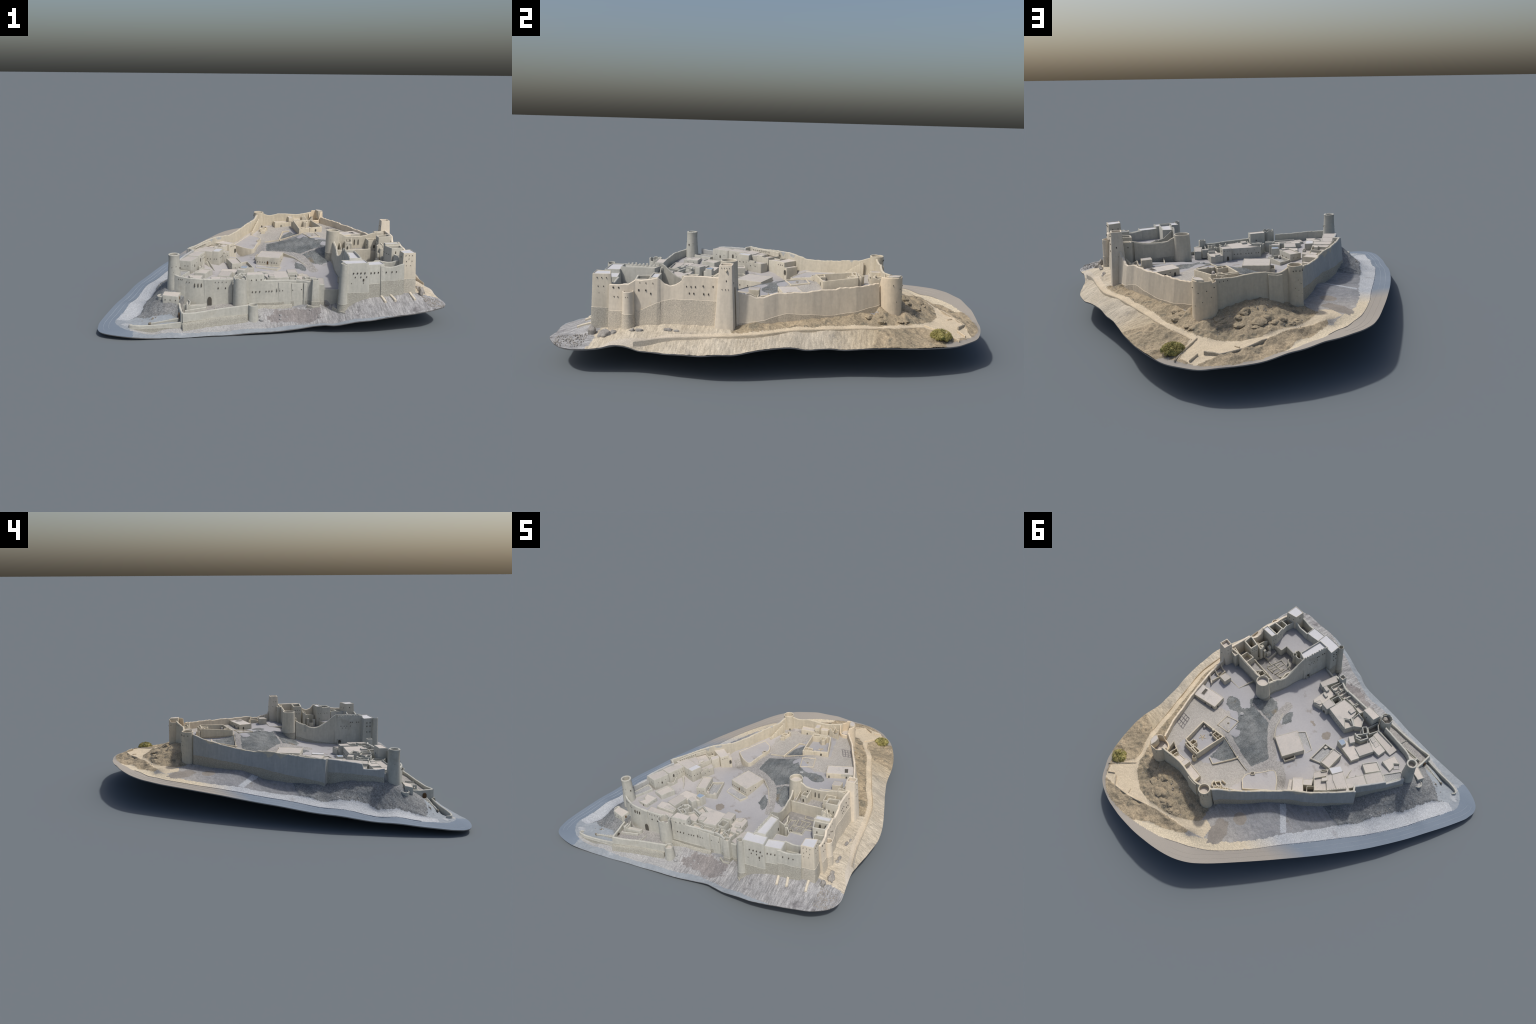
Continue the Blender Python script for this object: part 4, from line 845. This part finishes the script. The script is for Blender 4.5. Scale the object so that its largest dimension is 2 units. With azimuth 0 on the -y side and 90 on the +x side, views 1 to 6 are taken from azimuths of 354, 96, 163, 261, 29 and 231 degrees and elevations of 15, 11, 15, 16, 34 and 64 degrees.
openings(P3, (.230, -.498), (.155, -.50), [.3, .6, .8], .18, .006, .008); openings(P3, (.236, -.613), (.230, -.498), [.3, .7], .18, .006, .008)
house('roof_box', [(.228, -.575), (.226, -.594), (.190, -.592), (.189, -.571)], .218, zb=.19, t=.002, depth=.001); house('roof_box', [(.263, -.606), (.258, -.633), (.220, -.628), (.222, -.600)], .222, zb=.17, t=.002, depth=.001)
house('arched_house', [(.206, -.486), (.170, -.504), (.168, -.53), (.20, -.53)], .212, zb=.16, t=.003, depth=.001)
P4 = house('long_house', [(.309, -.613), (.291, -.737), (.241, -.722), (.268, -.606)], .214, t=.003, depth=.001)
openings(P4, (.268, -.606), (.241, -.722), [], .2)
block('light_well', [(.150, -.582), (.145, -.644), (.098, -.642), (.098, -.580)], .232, None, t=.005, depth=.06, mats=('plaster', 'pit'))
for pl in ([(.165, -.648), (.165, -.732), (.098, -.732), (.100, -.660)], [(.098, -.672), (.094, -.735), (.020, -.737), (.022, -.676)], [(.018, -.676), (.016, -.735), (-.06, -.738), (-.05, -.672)], [(.235, -.648), (.225, -.735), (.17, -.735), (.17, -.645)]):
    block('open_room', pl, .229 if pl[0][0] < .16 else .221, None, t=.005, depth=.022, mats=('plaster', 'roof'))
wall('room_wall', [(.13, -.655, .232), (.135, -.70, .228)], t=.004); wall('room_wall', [(.165, -.68, .232), (.205, -.69, .228), (.205, -.73, .224)], t=.005); wall('room_wall', [(.19, -.645, .238), (.19, -.665, .232)], t=.010)
G2 = house('gate_block', [(-.062, -.735), (-.065, -.686), (-.160, -.690), (-.166, -.746)], .281, t=.004, depth=.002, zb=.14)
openings(G2, (-.166, -.746), (-.062, -.735), [.28, .55, .82], .243, .008, .012, out=.0005); openings(G2, (-.062, -.735), (-.065, -.686), [.5], .25, .006, .008); openings(G2, (-.065, -.686), (-.160, -.690), [.4], .23, .008, .012)
block('stair_court', [(-.16, -.65), (-.205, -.625), (-.225, -.70), (-.17, -.735)], .218, None, t=.006, depth=.035, mats=('plaster', 'pit'))
# north-east quarter
Wh = house('store_house', [(.533, .026), (.508, .114), (.678, .172), (.714, .081)], .322, t=.004, depth=.0012)
block('roof_well', [(.667, .082), (.641, .073), (.622, .121), (.649, .131)], .3235, .30, t=.003, depth=.0016, mats=('roof', 'dark'), parent=Wh, r=.002)  # shallow rim; the well's dark depth is only a dark-painted floor
openings(Wh, (.508, .114), (.533, .026), [.3], .285, .010, .020, 'doorway'); openings(Wh, (.533, .026), (.714, .081), [.1, .7], .286, .009, .020, 'doorway'); openings(Wh, (.678, .172), (.508, .114), [.55, .85], .284, .010, .020, 'doorway'); openings(Wh, (.678, .172), (.508, .114), [.3, .7], .305, .007, .007)
X = house('small_store', [(.682, -.042), (.681, -.090), (.627, -.100), (.624, -.045)], .336, t=.003, depth=.001, r=.006)
for a, b in (((.731, .003, .336), (.679, .026, .318)), ((.753, -.103, .338), (.70, -.10, .322)), ((.745, -.05, .332), (.70, -.045, .320)), ((.70, -.10, .326), (.69, .01, .320)), ((.72, -.08, .314), (.72, -.05, .316))):
    wall('ruined_wall', [a, ((a[0] + b[0]) / 2, (a[1] + b[1]) / 2, .312), b], t=.006, rag=.005)
wall('low_wall', [(.634, -.100, .298), (.552, -.109, .292), (.546, -.223, .294)], t=.005, rag=.001)
V = block('roofless_house', [(.457, .237), (.284, .191), (.270, .402), (.405, .408)], lambda x, y: .336 + .09 * (y - .19), None, t=.008, depth=.03, stone=.300, mats=('plaster', 'sand'), floor_z=.306)
wall('room_wall', [(.372, .400, .350), (.376, .365, .349), (.355, .355, .348)], t=.006, zb=.30, parent=V); wall('room_wall', [(.345, .400, .352), (.345, .36, .350), (.36, .353, .349)], t=.006, zb=.30, parent=V)
wall('room_wall', [(.345, .208, .336), (.338, .245, .338), (.285, .238, .338)], t=.006, zb=.30, parent=V); wall('room_wall', [(.312, .200, .334), (.309, .238, .335)], t=.004, zb=.30, parent=V); wall('room_wall', [(.36, .215, .338), (.372, .222, .338)], t=.016, zb=.30, parent=V)
wall('room_wall', [(.290, .218, .332), (.340, .228, .332)], t=.004, zb=.30, parent=V)
rock('clay_oven', .362, .24, .315, .010, .010, .011, 'roof', 4, V, 2); rock('clay_oven', .425, .25, .315, .009, .009, .012, 'roof', 6, V, 2)
for k in range(5):
    a = k * 1.25; wall('ruined_footing', [(.375, .30, .3095), (.375 + .022 * math.cos(a), .30 + .022 * math.sin(a), .3085)], t=.008, zb=.303, parent=V, mats='stone')
Va = block('annex_rooms', [(.385, .424), (.381, .395), (.33, .384), (.33, .418)], .352, None, t=.006, depth=.03, mats=('plaster', 'pit')); Vb = block('annex_rooms', [(.331, .418), (.331, .384), (.279, .374), (.270, .408)], .352, None, t=.006, depth=.03, mats=('plaster', 'pit'))
openings(Vb, (.331, .418), (.270, .408), [.3, .7], .325, .006, .010)
Vt = round_tower('corner_turret', .276, .425, [(.262, .017), (.338, .014)], rim=.004, depth=.02, seg=28)
openings(V, (.284, .191), (.457, .237), [.72], .308, .012, .018, 'doorway'); openings(V, (.405, .408), (.457, .237), [], .3)
wall('low_wall', [(.336, .047, .312), (.307, .148, .314), (.392, .172, .315), (.414, .083, .306), (.336, .047, .311)], t=.006, zb=.285, rag=.001)
rock('stone_block', .362, .108, .306, .008, .008, .006, 'rock', 11, root, 2)
for i in range(4):
    t = i / 3; wall('foundation_grid', [(.505 + .04 * t, .365 - .075 * t + .0, .303), (.565 + .035 * t, .37 - .075 * t, .303)], t=.005, zb=.29, rag=.0008, mats='scrub')
for i in range(4):
    t = i / 3; wall('foundation_grid', [(.505 + .060 * t, .365 + .005 * t, .303), (.545 + .055 * t, .29 + .005 * t, .303)], t=.005, zb=.29, rag=.0008, mats='scrub')
rock('stone_block', .37, -.006, .305, .013, .012, .004, 'gravel', 12, root, 2)
# north range between the two round towers
Y1 = block('open_room', [(.432, .470), (.352, .490), (.350, .535), (.41, .545)], lambda x, y: .350 + .02 * math.sin(x * 90), None, t=.006, depth=.04, mats=('plaster', 'floor'), rag=.006)
wall('room_wall', [(.385, .48, .345), (.38, .54, .36)], t=.006, rag=.004)
Y2 = house('range_house', [(.347, .528), (.340, .490), (.288, .480), (.280, .525)], .343, t=.004, depth=.004)
Y3 = house('range_house', [(.279, .527), (.284, .474), (.250, .468), (.244, .520)], .360, t=.003, depth=.0015)
openings(Y3, (.284, .474), (.250, .468), [], .3); openings(Y3, (.250, .468), (.284, .474), [.25, .55, .85], .325, .004, .009)
Y4 = house('range_house', [(.254, .520), (.250, .468), (.145, .464), (.137, .515)], .326, t=.004, depth=.004)
openings(Y4, (.145, .464), (.250, .468), [.45], .292, .007, .014, 'doorway')
# stair up to the north-west tower and small annex by the west wall
for k in range(9):
    t = k / 8; x = -.052 + .058 * t; y = .345 + .095 * t
    slab('stair_step', [(x + .004, y - .007), (x + .016, y - .012), (x + .022, y + .002), (x + .010, y + .006)], .278 + .078 * t, .26, 'roof')
wall('stair_parapet', [(-.040, .338, .280), (.022, .438, .362)], t=.004)
openings(tF, (.045, .472), (.06, .48), [.3], .286, .008, .016, 'doorway')
block('ruined_hut', [(.060, .378), (.075, .412), (.030, .418), (.022, .388)], .296, None, t=.006, depth=.03, mats=('plaster', 'pit'), rag=.004)
wall('ruined_wall', [(.078, .41, .305), (.072, .432, .300), (.055, .44, .295)], t=.010, rag=.005); wall('ruined_wall', [(.03, .36, .285), (.06, .365, .288)], t=.006, rag=.004)
# raised terrace by the west gate, bath wedge, ramps
PL = block('raised_terrace', spline([(.000, .255), (.014, .205), (-.022, .125), (-.052, .045), (-.10, .055)], 3) + [(-.128, .072), (-.185, .125), (-.060, .295)], lambda x, y: .212 + .17 * (y - .04) + .02, None, t=.006, depth=.003, mats=('plaster', 'sand'))
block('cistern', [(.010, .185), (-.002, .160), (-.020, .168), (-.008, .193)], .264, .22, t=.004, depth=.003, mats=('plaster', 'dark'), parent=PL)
wall('low_wall', [(.236, .341, .292), (.187, .349, .285), (.142, .19, .262), (.15, .18, .262)], t=.006, rag=.001)
wall('low_wall', [(.30, .185, .308), (.15, .19, .262), (.04, .19, .246)], t=.004, rag=.001)
wall('path_wall', [(.31, -.335, .178), (.245, -.235, .205), (.195, -.156, .226), (.148, -.108, .236), (.135, -.095, .238)], t=.005, rag=.001)

# ------------------------------------------------------------------ southern outwork
Z = house('gate_hut', [(-.648, -.734), (-.559, -.760), (-.542, -.704), (-.637, -.688)], lambda x, y: .168 + .18 * (y + .735), None, t=.004, depth=.002, stone=.112)
openings(Z, (-.648, -.734), (-.559, -.760), [.18, .5, .85], .137, .006, .010); openings(Z, (-.559, -.760), (-.542, -.704), [.5], .138, .010, .020, 'door')
round_tower('ruined_bastion', -.652, -.682, [(.085, .021), (.125, .025), (.150, .027)], rim=.006, depth=.002, rag=.006, mats=('plaster', 'gravel'))
fc = wall('outwork_wall', [(-.552, -.752, .124), (-.545, -.82, .114), (-.533, -.897, .115)][::-1] if False else [(-.552, -.752, .124), (-.545, -.82, .116), (-.533, -.900, .115)], t=.012, batter=.005, rag=.001)
opening(fc, -.5545, -.845, .065, -1, 0, .024, .034, 'door'); opening(fc, -.5335, -.845, .072, 1, 0, .022, .030, 'doorway')
f2 = wall('outwork_wall', [(-.533, -.902, .115), (-.46, -.887, .112), (-.40, -.876, .117), (-.346, -.866, .122), (-.27, -.856, .128), (-.20, -.848, .132), (-.155, -.842, .135)], t=.012, batter=.006, stone=[.066, .072, .078, .084], rag=.001)
wall('wall_footing', [(-.535, -.914, .060), (-.46, -.900, .064), (-.40, -.890, .070), (-.346, -.881, .075), (-.27, -.870, .078), (-.17, -.858, .080)], t=.014, batter=.010, rag=.001, mats='stone')
wall('outwork_wall', [(-.205, -.805, .12), (-.17, -.835, .128)], t=.006, rag=.002)
wall('approach_wall', spline([(-.815, -.868, .046), (-.825, -.886, .051), (-.81, -.900, .053), (-.76, -.906, .052), (-.70, -.904, .051), (-.62, -.898, .054), (-.54, -.895, .062)], 4), t=.010, batter=.003, stone=.034, rag=.001)
wall('stair_wall', [(-.71, -.862, .048), (-.65, -.858, .056), (-.555, -.858, .072)], t=.009, rag=.001)
rock('stone_block', -.715, -.862, .043, .010, .007, .009, 'rock', 21, root, 2); rock('stone_block', -.70, -.82, .052, .012, .007, .010, 'rock', 22, root, 2); rock('stone_block', -.86, -.865, .034, .014, .009, .007, 'tip', 23, root, 2)
for k in range(8):   # approach stair
    slab('stair_step', rect(-.70 + .018 * k, -.855, -.68 + .018 * k, -.822), .046 + .0032 * k, .03, 'cobble')
for k in range(7):   # stair inside the gate passage
    x0 = -.515 + .024 * k; slab('stair_step', [(x0, -.885 + .004 * k), (x0 + .026, -.881 + .004 * k), (x0 + .022, -.828), (x0 - .004, -.828)], .078 + .0042 * k, .05, 'cobble')
wall('low_wall', [(-.52, -.826, .105), (-.40, -.808, .115)], t=.006, rag=.001); wall('low_wall', [(-.345, -.80, .114), (-.355, -.87, .109)], t=.004, rag=.001)
block('platform', [(-.50, -.805), (-.40, -.79), (-.395, -.768), (-.50, -.78)], .122, None, t=.005, depth=.004)
wall('stair_parapet', [(-.53, -.79, .125), (-.495, -.80, .13), (-.49, -.77, .14), (-.50, -.75, .145)], t=.006)
block('pier', rect(-.512, -.812, -.500, -.770), .138, None, t=.004, depth=.001)
# buttress footings along the south curtain
wall('wall_footing', [(-.165, -.766, .112), (-.10, -.754, .100), (0, -.746, .096), (.1, -.738, .098)], t=.010, batter=.012, rag=.003, mats='stone')
wall('ruined_wall', [(.185, -.77, .103), (.215, -.79, .098), (.26, -.79, .102)], t=.010, rag=.004, mats='stone')
wall('ruined_wall', [(.33, -.80, .100), (.36, -.86, .092), (.385, -.885, .088)], t=.008, rag=.004, mats='stone')
# drainage slabs below the keep
for (a, b) in (((.608, -.812), (.622, -.872)), ((.665, -.808), (.681, -.866)), ((.785, -.79), (.796, -.860))):
    za, zb_ = zout(*a), zout(*b)
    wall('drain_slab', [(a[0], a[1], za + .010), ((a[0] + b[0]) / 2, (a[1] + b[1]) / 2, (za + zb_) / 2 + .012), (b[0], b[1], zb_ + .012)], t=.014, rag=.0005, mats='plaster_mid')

# ------------------------------------------------------------------ north plaza walls and curbs
wall('retaining_wall', [(.258, .831, .178), (.285, .845, .180), (.372, .885, .171), (.479, .914, .172), (.50, .90, .176), (.535, .875, .176)], t=.006, rag=.001, mats='stone')
wall('curb', [(.40, .845, .172), (.385, .868, .173)], t=.005, rag=.0005, mats='path')
wall('curb', [(.535, .72, .176), (.60, .80, .166), (.655, .865, .150)], t=.005, rag=.001, mats='path')
wall('curb', [(.56, .87, .166), (.60, .90, .155)], t=.005, rag=.001, mats='path')
wall('curb', spline([(.62, .60, .179), (.585, .66, .174), (.56, .72, .172)], 4), t=.004, rag=.001, mats='path')
wall('curb', spline([(.955, -.55, .150), (.925, -.40, .168), (.905, -.2, .178), (.877, -.02, .190), (.82, .12, .199), (.77, .25, .197), (.72, .38, .192), (.67, .52, .188)], 4), t=.004, rag=.001, mats='path')
wall('curb', [(p[0] + .002, p[1] - .001, zg(p[0], p[1]) + .0022) for p in ROAD_IN if p[0] < -.0 and p[1] > -.72], t=.003, rag=.0002, mats='road')

for off in (.030, .058):
    ln = [p for p in OUT2 if p[0] < -.1 and p[1] > -.93]
    ln = [ln[i] for i in range(len(ln))]
    q = np.array(ln); d = np.gradient(q, axis=0); d /= np.linalg.norm(d, axis=1)[:, None]
    q = q + np.stack([d[:, 1], -d[:, 0]], 1) * off
    zz = ground(q[:, 0], q[:, 1])
    wall('lane_marking', [(a, b, c + .0007) for (a, b), c in zip(q, zz)], t=.0052, rag=0, mats='line', step=.02)

# ------------------------------------------------------------------ rocks and rubble
R = random.Random(11)
for i, (x, y, s, up) in enumerate([(.335, .655, .020, 1.0), (.30, .64, .024, 1.4), (.26, .70, .034, .8), (.22, .69, .030, .8), (.19, .72, .022, .7), (.155, .70, .026, .9), (.34, .70, .030, .7), (.12, .72, .024, .6), (.09, .69, .022, .7), (.28, .73, .022, .5),
                                   (.555, .505, .030, .9), (.575, .46, .026, .9), (.59, .52, .024, .7), (.55, .60, .022, .6), (.535, .63, .020, .6), (.40, .65, .026, .6), (.42, .63, .022, .8)]):
    rock('boulder', x, y, zout(x, y) - s * .12 * up, s * 1.1, s * R.uniform(.7, 1.2), s * up * .62, 'hill', i + 30)
for i, (x, y, sx, sy, sz) in enumerate([(.862, -.765, .014, .018, .030), (.885, -.700, .020, .030, .022), (.875, -.665, .012, .016, .012), (.870, -.55, .010, .018, .007), (.862, -.42, .010, .020, .008), (.87, -.38, .008, .012, .006), (.87, -.58, .012, .012, .008)]):
    rock('boulder', x, y, zout(x, y) + sz * .2, sx, sy, sz, 'greyrock', i + 60)
for i, (x, y, s) in enumerate([(.025, -.821, .009), (.06, -.83, .005), (-.09, -.86, .014), (-.10, -.83, .010), (.2, -.80, .006), (.02, -.85, .007), (.24, -.86, .006)]):
    rock('boulder', x, y, zout(x, y) + s * .3, s, s * .8, s * .8, 'gravel', i + 80, root, 2)
# loose rubble, too small to name singly
bm = bmesh.new()
for i in range(420):
    k = R.random()
    if k < .45: x, y = R.uniform(.86, .97), R.uniform(-.92, -.78)
    elif k < .75: x, y = R.uniform(-.80, -.58), R.uniform(-.82, -.30)
    else: x, y = R.uniform(.05, .45), R.uniform(.58, .76)
    if not inside(OUT2, np.array([x]), np.array([y]))[0] or inside(VERGEPOLY, np.array([x]), np.array([y]))[0]: continue
    s = R.uniform(.002, .0055); z = zout(x, y)
    mt = Matrix.Translation((x, y, z + s * .4)) @ Matrix.Rotation(R.uniform(0, 6), 4, Vector((R.random(), R.random(), R.random() + .1)).normalized()) @ Matrix.Diagonal((s, s * R.uniform(.6, 1), s * R.uniform(.5, .9), 1))
    bmesh.ops.create_icosphere(bm, subdivisions=1, radius=1, matrix=mt)
me = bpy.data.meshes.new('loose_rubble'); bm.to_mesh(me); bm.free(); me.materials.append(M['greyrock'])
ob = link(bpy.data.objects.new('loose_rubble', me), root); ob['kind'] = 'stuff'

# ------------------------------------------------------------------ bush
M['leaf'] = make_mat('bush_leaves', (.24, .225, .075), (.42, .37, .15), big=30, fine=160, fine_amt=.45, c3=(.10, .115, .04), patch=40, patch_at=.57, bump=.4)
bush = bpy.data.objects.new('bush', None); link(bush, root)
bx, by, bz0 = .648, .783, zout(.648, .783)
bm = bmesh.new()
for i in range(46):
    a = R.uniform(0, 6.283); rr = .040 * math.sqrt(R.random()); hh = R.uniform(0, 1)
    h = .004 + .028 * hh * math.sqrt(max(0, 1 - (rr / .046) ** 2)); s = R.uniform(.008, .015)
    before = len(bm.verts)
    bmesh.ops.create_icosphere(bm, subdivisions=3, radius=1, matrix=Matrix.Translation((bx + rr * math.cos(a), by + rr * math.sin(a), bz0 + h)) @ Matrix.Diagonal((s, s, s * .85, 1)))
for v in bm.verts:
    q = v.co * 150; v.co += v.normal * (.0028 * mnoise.noise(q) + .0016 * mnoise.noise(q * 2.7))
me = bpy.data.meshes.new('foliage'); bm.to_mesh(me); bm.free(); me.materials.append(M['leaf'])
link(bpy.data.objects.new('foliage', me), bush)
bm = bmesh.new()
for i in range(1600):
    u = R.uniform(-1, 1); a = R.uniform(0, 6.283); q = math.sqrt(1 - u * u)
    p = Vector((bx + .050 * q * math.cos(a), by + .047 * q * math.sin(a), bz0 + .008 + abs(u) * .032)) + Vector((R.gauss(0, .002), R.gauss(0, .002), R.gauss(0, .002)))
    s = R.uniform(.0015, .003)
    mt = Matrix.Translation(p) @ Matrix.Rotation(R.uniform(0, 6.28), 4, Vector((R.gauss(0, 1), R.gauss(0, 1), R.gauss(0, 1) + .01)).normalized()) @ Matrix.Diagonal((s, s * .5, s * .15, 1))
    bmesh.ops.create_icosphere(bm, subdivisions=1, radius=1, matrix=mt)
me = bpy.data.meshes.new('leaves'); bm.to_mesh(me); bm.free(); me.materials.append(M['leaf'])
ob = link(bpy.data.objects.new('leaves', me), bush); ob['kind'] = 'stuff'
rock('trunk', bx, by, bz0 + .006, .006, .006, .012, 'wood', 90, bush, 2)
